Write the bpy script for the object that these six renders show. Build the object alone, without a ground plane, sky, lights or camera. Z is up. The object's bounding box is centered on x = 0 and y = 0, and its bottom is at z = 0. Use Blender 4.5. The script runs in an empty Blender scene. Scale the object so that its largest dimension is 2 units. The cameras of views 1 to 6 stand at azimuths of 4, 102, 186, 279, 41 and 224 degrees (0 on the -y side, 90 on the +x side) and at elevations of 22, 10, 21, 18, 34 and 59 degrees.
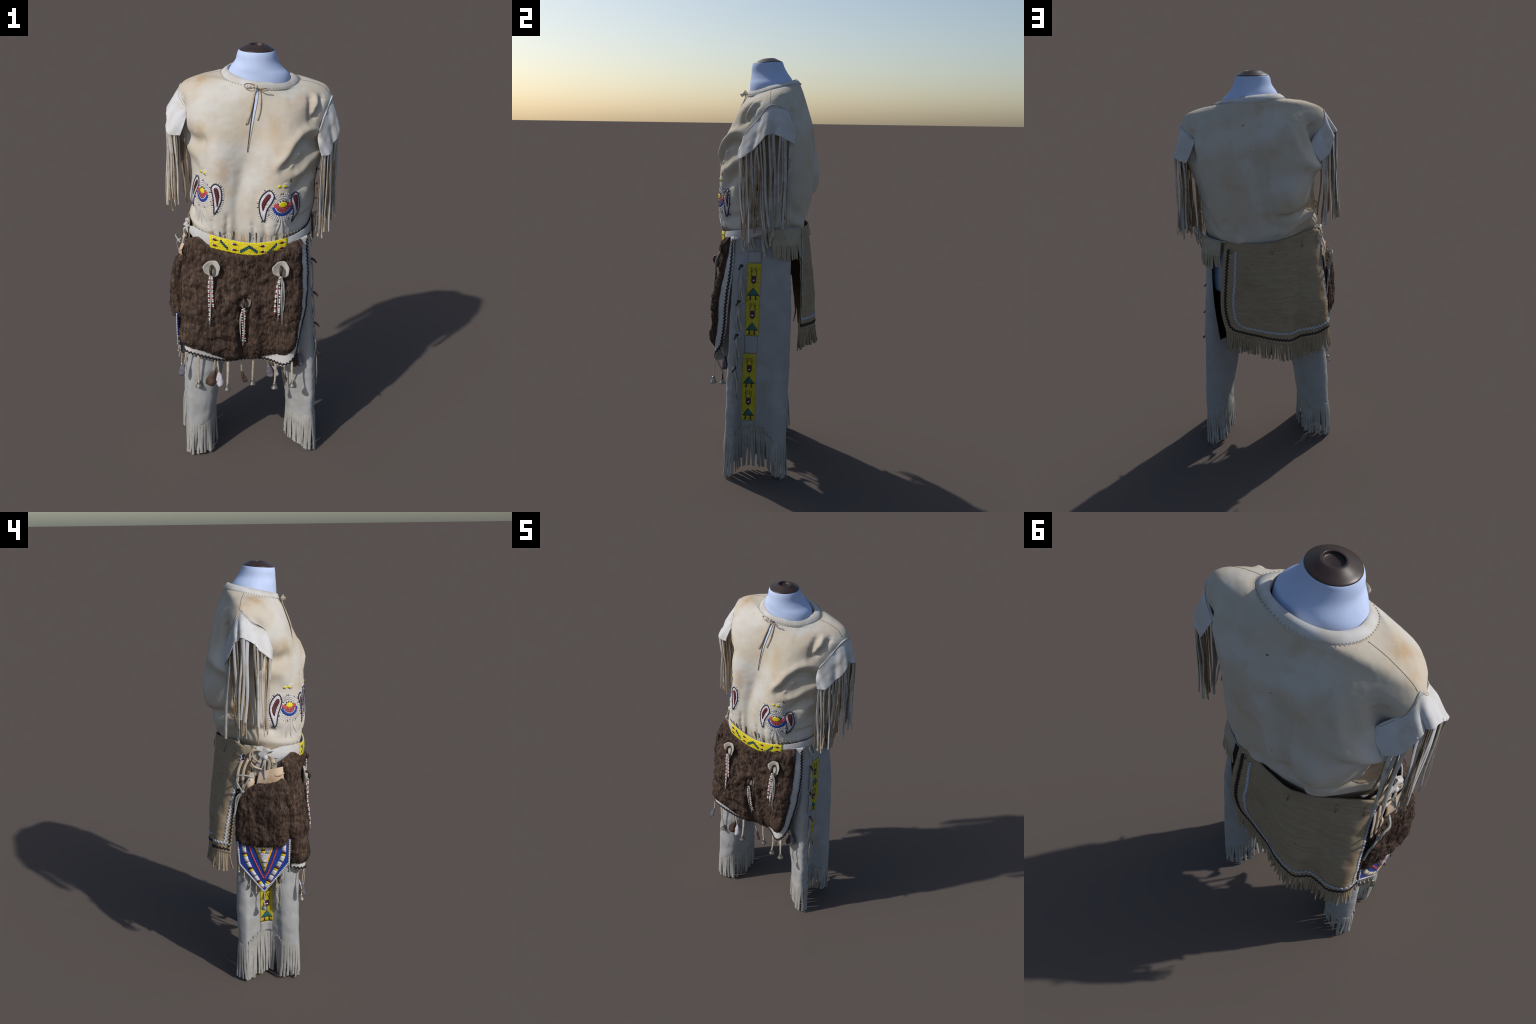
import bpy, bmesh, math, random
import numpy as np
from mathutils import Vector, noise
from mathutils.bvhtree import BVHTree

rng = np.random.default_rng(11)
V3 = lambda *a: np.array(a, float)


# ------------------------------------------------------------------ materials
def srgb(r, g, b):
    f = lambda c: c / 255 / 12.92 if c / 255 <= 0.04045 else ((c / 255 + 0.055) / 1.055) ** 2.4
    return (f(r), f(g), f(b), 1.0)


class Mat:
    """small helper around a Principled material's node tree"""

    def __init__(self, name, rough=0.8, metallic=0.0, spec=0.3):
        self.m = bpy.data.materials.new(name)
        self.m.use_nodes = True
        self.t = self.m.node_tree
        self.b = self.t.nodes["Principled BSDF"]
        self.b.inputs["Roughness"].default_value = rough
        self.b.inputs["Metallic"].default_value = metallic
        self.b.inputs["Specular IOR Level"].default_value = spec
        self.co = self.t.nodes.new("ShaderNodeTexCoord")

    def link(self, a, b):
        self.t.links.new(a, b)

    def mapped(self, scale=(1, 1, 1), rot=(0, 0, 0), loc=(0, 0, 0)):
        n = self.t.nodes.new("ShaderNodeMapping")
        n.inputs["Scale"].default_value = scale
        n.inputs["Rotation"].default_value = rot
        n.inputs["Location"].default_value = loc
        self.link(self.co.outputs["Object"], n.inputs["Vector"])
        return n.outputs["Vector"]

    def noise(self, scale, detail=4, rough=0.55, stretch=(1, 1, 1), rot=(0, 0, 0), distort=0.0, loc=(0, 0, 0)):
        n = self.t.nodes.new("ShaderNodeTexNoise")
        n.inputs["Scale"].default_value = scale
        n.inputs["Detail"].default_value = detail
        n.inputs["Roughness"].default_value = rough
        n.inputs["Distortion"].default_value = distort
        self.link(self.mapped(stretch, rot, loc), n.inputs["Vector"])
        return n.outputs["Fac"]

    def ramp(self, fac, stops):
        n = self.t.nodes.new("ShaderNodeValToRGB")
        e = n.color_ramp.elements
        e[0].position, e[0].color = stops[0]
        e[1].position, e[1].color = stops[-1]
        for p, c in stops[1:-1]:
            x = e.new(p)
            x.color = c
        self.link(fac, n.inputs["Fac"])
        return n.outputs["Color"]

    def mask(self, fac, lo, hi):
        n = self.t.nodes.new("ShaderNodeMapRange")
        n.inputs["From Min"].default_value = lo
        n.inputs["From Max"].default_value = hi
        n.interpolation_type = "SMOOTHSTEP"
        self.link(fac, n.inputs["Value"])
        return n.outputs["Result"]

    def mix(self, fac, a, b):
        n = self.t.nodes.new("ShaderNodeMix")
        n.data_type = "RGBA"
        for s, v in ((n.inputs["Factor"], fac), (n.inputs[6], a), (n.inputs[7], b)):
            if isinstance(v, (tuple, float, int)):
                s.default_value = v
            else:
                self.link(v, s)
        return n.outputs[2]

    def math(self, op, a, b=0.0):
        n = self.t.nodes.new("ShaderNodeMath")
        n.operation = op
        for s, v in zip(n.inputs, (a, b)):
            if isinstance(v, (float, int)):
                s.default_value = v
            else:
                self.link(v, s)
        return n.outputs[0]

    def ball(self, centre, radius, soft=0.4):
        """soft spot mask around a point in object space (a stain)"""
        r = radius if isinstance(radius, tuple) else (radius,) * 3
        s = tuple(1 / q for q in r)
        v = self.mapped(s, loc=tuple(-c * q for c, q in zip(centre, s)))
        n = self.t.nodes.new("ShaderNodeVectorMath")
        n.operation = "LENGTH"
        self.link(v, n.inputs[0])
        return self.mask(n.outputs["Value"], 1.0, 1.0 - soft)

    def colour(self, c):
        if isinstance(c, tuple):
            self.b.inputs["Base Color"].default_value = c
        else:
            self.link(c, self.b.inputs["Base Color"])
        return self

    def bump(self, fac, strength=0.3, dist=0.002):
        n = self.t.nodes.new("ShaderNodeBump")
        n.inputs["Strength"].default_value = strength
        n.inputs["Distance"].default_value = dist
        self.link(fac, n.inputs["Height"])
        self.link(n.outputs["Normal"], self.b.inputs["Normal"])
        return self


def leather(name, base, light, tan, tan_amount=0.5, scale=5.0):
    m = Mat(name, 0.85, spec=0.15)
    n1, n2 = m.noise(scale, 4, 0.5), m.noise(scale * 2.7, 5, 0.6, loc=(3, 1, 2))
    c = m.mix(m.mask(n1, 0.40, 0.62), base, light)
    f = m.math("MULTIPLY", m.mask(n2, 0.50, 0.72), tan_amount)
    m.colour(m.mix(f, c, tan))
    m.bump(m.noise(420, 3), 0.18, 0.001)
    return m


def plain(name, c, rough=0.7, metallic=0.0, vary=0.12, scale=60, bump=0.0, spec=0.3):
    m = Mat(name, rough, metallic, spec)
    d = tuple(x * (1 - vary) for x in c[:3]) + (1,)
    l = tuple(min(1, x * (1 + vary)) for x in c[:3]) + (1,)
    n = m.noise(scale, 3)
    m.colour(m.ramp(n, [(0.3, d), (0.7, l)]))
    if bump:
        m.bump(m.noise(300, 2), bump, 0.001)
    return m


def beadwork(name, c, vary=0.25, pitch=260.0):
    """rows of tiny seed beads: cell colour jitter and a pebbled bump"""
    m = Mat(name, 0.45, spec=0.4)
    v = m.t.nodes.new("ShaderNodeTexVoronoi")
    v.inputs["Scale"].default_value = pitch
    v.inputs["Randomness"].default_value = 0.35
    m.link(m.co.outputs["Object"], v.inputs["Vector"])
    sep = m.t.nodes.new("ShaderNodeSeparateColor")
    m.link(v.outputs["Color"], sep.inputs[0])
    d = tuple(x * (1 - vary) for x in c[:3]) + (1,)
    l = tuple(min(1, x * (1 + vary)) for x in c[:3]) + (1,)
    m.colour(m.ramp(sep.outputs[0], [(0.0, d), (1.0, l)]))
    m.bump(m.math("SUBTRACT", 1.0, v.outputs["Distance"]), 0.5, 0.0015)
    return m


def fur_mat(name, dark, mid, light):
    m = Mat(name, 0.9, spec=0.1)
    a = m.noise(26, 5, 0.6, stretch=(3.0, 3.0, 0.55), distort=0.6)
    b = m.noise(7, 3, 0.5)
    c = m.ramp(a, [(0.28, dark), (0.5, mid), (0.74, light)])
    grey = tuple(x * 0.85 for x in mid[:3]) + (1,)
    c = m.mix(m.math("MULTIPLY", m.mask(b, 0.52, 0.7), 0.5), c, grey)
    m.colour(c)
    m.bump(m.noise(160, 3, 0.6, stretch=(2, 2, 0.5)), 0.5, 0.003)
    return m


CREAM, CREAM_L, TAN = srgb(187, 178, 163), srgb(194, 191, 185), srgb(174, 145, 110)


def shirt_leather():
    m = Mat("cream_buckskin", 0.88, spec=0.12)
    n1, n2 = m.noise(4.5, 4, 0.5), m.noise(11, 5, 0.6, loc=(3, 1, 2))
    c = m.mix(m.mask(n1, 0.40, 0.62), CREAM, CREAM_L)
    c = m.mix(m.math("MULTIPLY", m.mask(n2, 0.50, 0.75), 0.35), c, TAN)
    rag = m.mask(m.noise(22, 4, 0.6, loc=(1, 5, 2)), 0.25, 0.6)
    for centre, rad, amount in (
        ((-0.225, 0.0, 1.845), (0.075, 0.06, 0.035), 0.75),
        ((-0.235, -0.1, 1.64), 0.08, 0.55),
        ((-0.11, -0.19, 1.48), 0.08, 0.5),
        ((0.22, -0.05, 1.79), 0.06, 0.45),
        ((0.11, -0.16, 1.67), (0.05, 0.1, 0.09), 0.4),
        ((0.10, -0.19, 1.48), 0.07, 0.3),
        ((-0.30, 0.03, 1.83), 0.05, 0.4),
        ((0.08, 0.26, 1.50), (0.10, 0.1, 0.14), 0.35),
        ((-0.10, 0.25, 1.62), (0.07, 0.1, 0.12), 0.25),
        ((0.29, 0.05, 1.20), 0.1, 0.4),
        ((-0.27, -0.02, 1.17), (0.09, 0.14, 0.07), 0.6),
    ):
        f = m.math("MULTIPLY", m.math("MULTIPLY", m.ball(centre, rad, 0.8), rag), amount)
        c = m.mix(f, c, TAN)
    m.colour(c)
    m.bump(m.noise(380, 3), 0.18, 0.001)
    return m


M = {}
M["cream"] = shirt_leather()
M["white"] = leather("white_leather", srgb(150, 151, 152), srgb(160, 161, 163), srgb(140, 135, 124), 0.45)  # legging white greyed down to include the shade baked into the scan
M["belt_white"] = leather("belt_leather", srgb(182, 181, 180), srgb(192, 192, 193), srgb(172, 166, 156), 0.3)
M["collar"] = leather("collar_leather", srgb(184, 181, 176), srgb(194, 194, 194), srgb(172, 160, 140), 0.4, 12)
M["cuff"] = leather("sleeve_leather", srgb(187, 185, 183), srgb(195, 196, 199), srgb(180, 167, 147), 0.5, 9)
M["strip"] = leather("fringe_leather", srgb(166, 160, 151), srgb(182, 179, 175), srgb(142, 116, 90), 0.6, 16)
M["strip_tan"] = leather("tan_fringe_leather", srgb(142, 122, 98), srgb(158, 140, 116), srgb(104, 80, 58), 0.7, 16)
M["strip_white"] = leather("white_fringe_leather", srgb(148, 147, 143), srgb(158, 157, 155), srgb(130, 120, 104), 0.45, 18)
M["peach"] = leather("peach_suede", srgb(186, 160, 134), srgb(198, 178, 156), srgb(160, 128, 100), 0.4, 9)
M["thong"] = leather("tan_thong", srgb(174, 160, 140), srgb(188, 178, 163), srgb(140, 114, 86), 0.5, 30)
M["neck"] = leather("painted_form", srgb(174, 190, 226), srgb(184, 200, 232), srgb(166, 178, 212), 0.3, 3)
M["cap"] = plain("dark_wood_cap", srgb(50, 38, 35), 0.4, vary=0.3, scale=18, spec=0.5)
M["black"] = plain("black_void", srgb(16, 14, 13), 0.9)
M["dark"] = plain("dark_shadow_leather", srgb(70, 56, 44), 0.9)
M["stitch"] = plain("stitch_thread", srgb(118, 106, 90), 0.8)
M["rick_black"] = plain("black_braid", srgb(36, 28, 32), 0.7)
M["rick_white"] = plain("white_braid", srgb(170, 176, 188), 0.7)
M["metal"] = plain("tin_metal", srgb(150, 146, 138), 0.3, 0.85, 0.3, 90)
M["horn"] = plain("horn_brown", srgb(66, 50, 41), 0.5, vary=0.35, scale=40)
M["hoof"] = plain("grey_hoof", srgb(92, 90, 98), 0.45, vary=0.35, scale=45)
M["wool"] = plain("pale_wool", srgb(168, 163, 172), 0.9, vary=0.2, scale=50)
M["disc"] = plain("suede_disc", srgb(166, 162, 154), 0.9, vary=0.12, scale=40)
M["disc_dark"] = plain("grey_suede_disc", srgb(112, 106, 100), 0.9, vary=0.15, scale=40)
for k, c in dict(yellow=(212, 196, 36), bwhite=(196, 193, 200), navy=(38, 42, 60), maroon=(80, 30, 36), blue=(32, 62, 150),
                 red=(176, 72, 78), green=(34, 96, 92), gold=(226, 176, 44), purple=(60, 30, 56), yellow_dull=(176, 164, 34), mouth=(190, 188, 205)).items():
    M[k] = beadwork(k + "_beads", srgb(*c))
M["fur"] = fur_mat("brown_fur", srgb(45, 36, 32), srgb(73, 59, 52), srgb(104, 88, 77))


def hide_mat():
    m = Mat("tan_hair_hide", 0.85, spec=0.15)
    a = m.noise(30, 5, 0.65, stretch=(0.5, 0.5, 3.2), distort=0.8)
    b = m.noise(5, 4, 0.55, loc=(2, 2, 0))
    c = m.ramp(a, [(0.25, srgb(134, 118, 97)), (0.5, srgb(146, 131, 109)), (0.78, srgb(158, 145, 124))])
    c = m.mix(m.math("MULTIPLY", m.mask(b, 0.5, 0.72), 0.4), c, srgb(126, 100, 72))
    m.colour(c)
    m.bump(m.noise(90, 4, 0.6, stretch=(0.5, 0.5, 4)), 0.35, 0.002)
    return m


M["hide"] = hide_mat()


# ------------------------------------------------------------------ scene tree
def empty(name, parent=None, loc=(0, 0, 0)):
    o = bpy.data.objects.new(name, None)
    bpy.context.scene.collection.objects.link(o)
    o.location = loc
    o.parent = parent
    return o


ROOT = empty("dressed_mannequin")
ROOT["label"] = "headless mannequin in fringed buckskin shirt, fur apron, leggings"
ROOT["category"] = "traditional outfit"


BUILT = []  # objects in the order they were made


def add(name, verts, faces, mat, parent, smooth=True, angle=None, stuff=False, mats=None, idx=None):
    me = bpy.data.meshes.new(name)
    me.from_pydata([tuple(v) for v in verts], [], [tuple(int(i) for i in f) for f in faces])
    bm = bmesh.new()
    bm.from_mesh(me)
    bmesh.ops.recalc_face_normals(bm, faces=bm.faces)
    bm.to_mesh(me)
    bm.free()
    if mats:
        for q in mats:
            me.materials.append(M[q].m)
        me.polygons.foreach_set("material_index", np.array(idx, dtype=np.int32))
    else:
        me.materials.append(M[mat].m)
    if smooth:
        me.polygons.foreach_set("use_smooth", np.ones(len(me.polygons), dtype=bool))
        if angle:
            me.set_sharp_from_angle(angle=math.radians(angle))
    o = bpy.data.objects.new(name, me)
    bpy.context.scene.collection.objects.link(o)
    o.parent = parent
    BUILT.append(o)
    if stuff:
        o["kind"] = "stuff"
    return o


# ------------------------------------------------------------------ curves and lofts
def cr(P, n, closed=False):
    """Catmull-Rom through control points P (k, d), n samples, uniform in index"""
    P = np.asarray(P, float)
    k = len(P)
    t = np.linspace(0, k if closed else k - 1, n, endpoint=not closed)
    i = np.minimum(t.astype(int), k - 1 if closed else k - 2)
    f = (t - i).reshape((-1,) + (1,) * (P.ndim - 1))
    if closed:
        g = lambda j: P[j % k]
    else:
        E = np.concatenate([[2 * P[0] - P[1]], P, [2 * P[-1] - P[-2]]])
        g = lambda j: E[np.clip(j + 1, 0, k + 1)]
    a, b, c, d = g(i - 1), g(i), g(i + 1), g(i + 2)
    return 0.5 * (2 * b + (c - a) * f + (2 * a - 5 * b + 4 * c - d) * f**2 + (3 * b - a - 3 * c + d) * f**3)


def resample(P, n):
    P = np.asarray(P, float)
    d = np.r_[0, np.cumsum(np.linalg.norm(np.diff(P, axis=0), axis=1))]
    t = np.linspace(0, d[-1], n)
    return np.stack([np.interp(t, d, P[:, i]) for i in range(P.shape[1])], 1)


def loft(rings, nu, nv):
    """rings (k, m, 3) of closed control rings -> (nv, nu, 3)"""
    R = np.stack([cr(r, nu, True) for r in rings])
    return cr(R, nv)


def grid_faces(nv, nu, closed=False, base=0):
    f = []
    for j in range(nv - 1):
        for i in range(nu if closed else nu - 1):
            a = base + j * nu + i
            b = base + j * nu + (i + 1) % nu
            f.append((a, b, b + nu, a + nu))
    return f


def grid_normals(G, closed=False):
    if closed:
        du = np.roll(G, -1, 1) - np.roll(G, 1, 1)
    else:
        du = np.gradient(G, axis=1)
    dv = np.gradient(G, axis=0)
    n = np.cross(du, dv)
    return n / np.maximum(np.linalg.norm(n, axis=2, keepdims=True), 1e-9)


def nz(P, scale, seed=0.0, octaves=3):
    s = P.shape[:-1]
    Q = P.reshape(-1, 3)
    return np.array([noise.fractal(Vector((x * scale + seed, y * scale - seed, z * scale + 2 * seed)), 0.6, 2.0, octaves) for x, y, z in Q]).reshape(s)


def seg_dist(P, line):
    """distance of points to a polyline, with the parameter along it 0..1"""
    line = np.asarray(line, float)
    best, par = np.full(P.shape[:-1], 9.0), np.zeros(P.shape[:-1])
    k = len(line) - 1
    for i in range(k):
        a, b = line[i], line[i + 1]
        ab = b - a
        t = np.clip(((P - a) @ ab) / (ab @ ab), 0, 1)
        d = np.linalg.norm(P - (a + t[..., None] * ab), axis=-1)
        m = d < best
        best = np.where(m, d, best)
        par = np.where(m, (i + t) / k, par)
    return best, par


def folds(P, N, items):
    """push the surface along its normal around each fold line (points, width, height)"""
    h = np.zeros(P.shape[:-1])
    Q = P.reshape(-1, 3)
    for line, w, a in items:
        line = resample(np.asarray(line, float), 10)
        line = np.array([Q[np.argmin(((Q - p) ** 2).sum(1))] for p in line])
        d, t = seg_dist(P, line)
        h += a * np.exp(-((d / w) ** 2)) * np.clip(np.minimum(t, 1 - t) * 5 + 0.45, 0, 1)
    return P + N * h[..., None]


def sheet(G, thick, N=None):
    """closed slab from an open grid (outer side G, inner side G - N*thick)"""
    nv, nu = G.shape[:2]
    N = grid_normals(G) if N is None else N
    V = np.concatenate([G.reshape(-1, 3), (G - N * thick).reshape(-1, 3)])
    F = grid_faces(nv, nu)
    n = nv * nu
    F += [tuple(n + i for i in f[::-1]) for f in grid_faces(nv, nu)]
    rim = [j * nu for j in range(nv)] + [(nv - 1) * nu + i for i in range(1, nu)] + [j * nu + nu - 1 for j in range(nv - 2, -1, -1)] + [i for i in range(nu - 2, 0, -1)]
    for i in range(len(rim)):
        a, b = rim[i], rim[(i + 1) % len(rim)]
        F.append((a, b, b + n, a + n))
    return V, F


def ribbon_geo(path, side, width, thick):
    """strap with a soft rectangular section; side = width direction per point"""
    path = np.asarray(path, float)
    n = len(path)
    tan = np.gradient(path, axis=0)
    tan /= np.linalg.norm(tan, axis=1, keepdims=True) + 1e-9
    side = np.broadcast_to(np.asarray(side, float), path.shape)
    side = side - tan * (side * tan).sum(1, keepdims=True)
    side = side / (np.linalg.norm(side, axis=1, keepdims=True) + 1e-9)
    nor = np.cross(tan, side)
    w = np.broadcast_to(np.asarray(width, float), n)[:, None] / 2
    t = np.broadcast_to(np.asarray(thick, float), n)[:, None] / 2
    sec = [(-1, -0.55), (-0.7, -1), (0.7, -1), (1, -0.55), (1, 0.55), (0.7, 1), (-0.7, 1), (-1, 0.55)]
    V = np.stack([path + side * w * a + nor * t * b for a, b in sec], 1).reshape(-1, 3)
    F = grid_faces(n, 8, True)
    F += [tuple(range(7, -1, -1)), tuple((n - 1) * 8 + i for i in range(8))]
    return V, F


def tube_geo(path, r, k=7):
    path = np.asarray(path, float)
    n = len(path)
    tan = np.gradient(path, axis=0)
    tan /= np.linalg.norm(tan, axis=1, keepdims=True) + 1e-9
    ref = V3(0.31, 0.2, 0.93) if abs(tan[0][2]) < 0.8 else V3(0.9, 0.3, 0.1)
    out = []
    r = np.broadcast_to(np.asarray(r, float), n)
    for i in range(n):
        s = ref - tan[i] * (ref @ tan[i])
        s /= np.linalg.norm(s) + 1e-9
        ref = s
        b = np.cross(tan[i], s)
        a = np.arange(k) * 2 * math.pi / k
        out.append(path[i] + r[i] * (np.cos(a)[:, None] * s + np.sin(a)[:, None] * b))
    V = np.concatenate(out)
    F = grid_faces(n, k, True) + [tuple(range(k - 1, -1, -1)), tuple((n - 1) * k + i for i in range(k))]
    return V, F


def join(parts):
    V, F, o = [], [], 0
    for v, f in parts:
        V.append(np.asarray(v))
        F += [tuple(i + o for i in q) for q in f]
        o += len(v)
    return np.concatenate(V), F


def ribbon(name, pts, side, width, thick, mat, parent, n=16, **k):
    return add(name, *ribbon_geo(cr(pts, n), side, width, thick), mat, parent, angle=50, **k)


def cord(name, pts, r, mat, parent, n=24, **k):
    return add(name, *tube_geo(cr(pts, n), r), mat, parent, **k)


def lathe_geo(profile, centre, axis=(0, 0, 1), k=20):
    """profile: (radius, height) pairs along axis"""
    ax = np.asarray(axis, float)
    ax /= np.linalg.norm(ax)
    s = np.cross(ax, V3(0.3, 0.9, 0.2) if abs(ax[2]) > 0.7 else V3(0, 0, 1))
    s /= np.linalg.norm(s)
    b = np.cross(ax, s)
    a = np.arange(k) * 2 * math.pi / k
    rad = np.cos(a)[:, None] * s + np.sin(a)[:, None] * b
    V = np.concatenate([np.asarray(centre) + ax * h + rad * r for r, h in profile])
    n = len(profile)
    F = grid_faces(n, k, True) + [tuple(range(k - 1, -1, -1)), tuple((n - 1) * k + i for i in range(k))]
    return V, F


def bead_geo(c, r, squash=0.8):
    return lathe_geo([(0.25 * r, -squash * r), (0.8 * r, -0.6 * squash * r), (r, 0), (0.8 * r, 0.6 * squash * r), (0.25 * r, squash * r)], c, k=8)


# ------------------------------------------------------------------ flat pieces laid on a curved surface
def patch_geo(poly, mapper, off=0.0008, thick=0.0016, step=0.008):
    bm = bmesh.new()
    vs = [bm.verts.new((float(a), float(b), 0)) for a, b in poly]
    bm.faces.new(vs)
    bmesh.ops.triangulate(bm, faces=bm.faces[:])
    for _ in range(6):
        long = [e for e in bm.edges if e.calc_length() > step]
        if not long:
            break
        bmesh.ops.subdivide_edges(bm, edges=long, cuts=1)
        bmesh.ops.triangulate(bm, faces=[f for f in bm.faces if len(f.verts) > 3])
    bm.verts.index_update()
    top, low = [], []
    for v in bm.verts:
        p, n = mapper(v.co.x, v.co.y)
        top.append(p + n * (off + thick))
        low.append(p + n * (off - 0.002))
    k = len(top)
    F = [tuple(v.index for v in f.verts) for f in bm.faces]
    F += [(a + k, b + k, c + k)[::-1] for a, b, c in F[:]]
    for e in bm.edges:
        if len(e.link_faces) == 1:
            a, b = e.verts[0].index, e.verts[1].index
            F.append((a, b, b + k, a + k))
    bm.free()
    return np.array(top + low), F


def stroke(pts, w):
    """polygon of a thin line"""
    P = np.asarray(pts, float)
    t = np.gradient(P, axis=0)
    t /= np.linalg.norm(t, axis=1, keepdims=True) + 1e-9
    n = np.stack([-t[:, 1], t[:, 0]], 1) * w / 2
    return np.concatenate([P + n, (P - n)[::-1]])


def bvh_of(obj):
    me = obj.data
    return BVHTree.FromPolygons([v.co.copy() for v in me.vertices], [tuple(p.vertices) for p in me.polygons])


def caster(tree, origin, direction, flip=1):
    """mapper: 2D -> surface point; origin(a, b) gives the ray start"""
    d = Vector(direction)

    def f(a, b):
        h = tree.ray_cast(Vector(origin(a, b)), d)
        if h[0] is None:
            h = tree.find_nearest(Vector(origin(a, b)) + d * 0.25)
        n = np.array(h[1])
        if n @ np.array(d) > 0:
            n = -n
        return np.array(h[0]), n

    return f


# ================================================================== MANNEQUIN
form = empty("mannequin_form", ROOT, (0, 0, 0))


def oval(z, x0, x1, y0, y1, tilt=0.0, k=12, p=1.0):
    a = np.arange(k) * 2 * math.pi / k
    c, s = np.cos(a), np.sin(a)
    y = (y0 + y1) / 2 + s * (y1 - y0) / 2
    return np.stack([(x0 + x1) / 2 + c * (x1 - x0) / 2, y, z + tilt * s], 1)


G = loft([oval(1.79, -0.13, 0.16, -0.06, 0.15), oval(1.845, -0.125, 0.160, -0.066, 0.148), oval(1.875, -0.117, 0.150, -0.066, 0.142), oval(1.900, -0.104, 0.124, -0.066, 0.131, 0.003),
          oval(1.928, -0.084, 0.103, -0.064, 0.110, 0.004), oval(1.955, -0.077, 0.095, -0.063, 0.094, 0.005), oval(1.969, -0.071, 0.09, -0.061, 0.089, 0.006), oval(1.975, -0.066, 0.086, -0.058, 0.085, 0.006)], 64, 40)
add("neck", G.reshape(-1, 3), grid_faces(40, 64, True) + [tuple(range(39 * 64, 40 * 64))], "neck", form)
G = loft([oval(1.966, -0.068, 0.087, -0.059, 0.086, 0.006), oval(1.974, -0.068, 0.087, -0.059, 0.086, 0.006), oval(1.978, -0.064, 0.083, -0.056, 0.083, 0.006),
          oval(1.985, -0.05, 0.069, -0.042, 0.069, 0.005), oval(1.9945, -0.031, 0.05, -0.023, 0.05, 0.004), oval(1.9955, -0.026, 0.045, -0.018, 0.045, 0.003),
          oval(1.9945, -0.022, 0.041, -0.014, 0.041, 0.003), oval(1.986, -0.02, 0.039, -0.012, 0.039, 0.003), oval(1.983, -0.012, 0.031, -0.004, 0.031, 0.002)], 56, 48)
add("neck_cap", G.reshape(-1, 3), grid_faces(48, 56, True) + [tuple(range(47 * 56, 48 * 56))], "cap", form)
# pale hips behind the leggings' open back; black blocks modelled for unlit hollow below
G = loft([oval(0.905, 0.15, 0.258, -0.04, 0.145), oval(0.93, 0.12, 0.262, -0.06, 0.158), oval(1.02, 0.06, 0.262, -0.08, 0.168), oval(1.12, -0.05, 0.255, -0.1, 0.165)], 32, 12)
add("hip", G.reshape(-1, 3), grid_faces(12, 32, True) + [tuple(range(32))], "neck", form)
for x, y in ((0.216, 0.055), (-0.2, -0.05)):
    add("unlit_hollow_block", *lathe_geo([(0.02, 0.62), (0.05, 0.64), (0.06, 0.8), (0.06, 0.93)], (x, y, 0), k=20), "black", form)

# ================================================================== SHIRT
shirt = empty("shirt", ROOT, (0, 0, 1.1))
shirt.location = (0, 0, 0)
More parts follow.
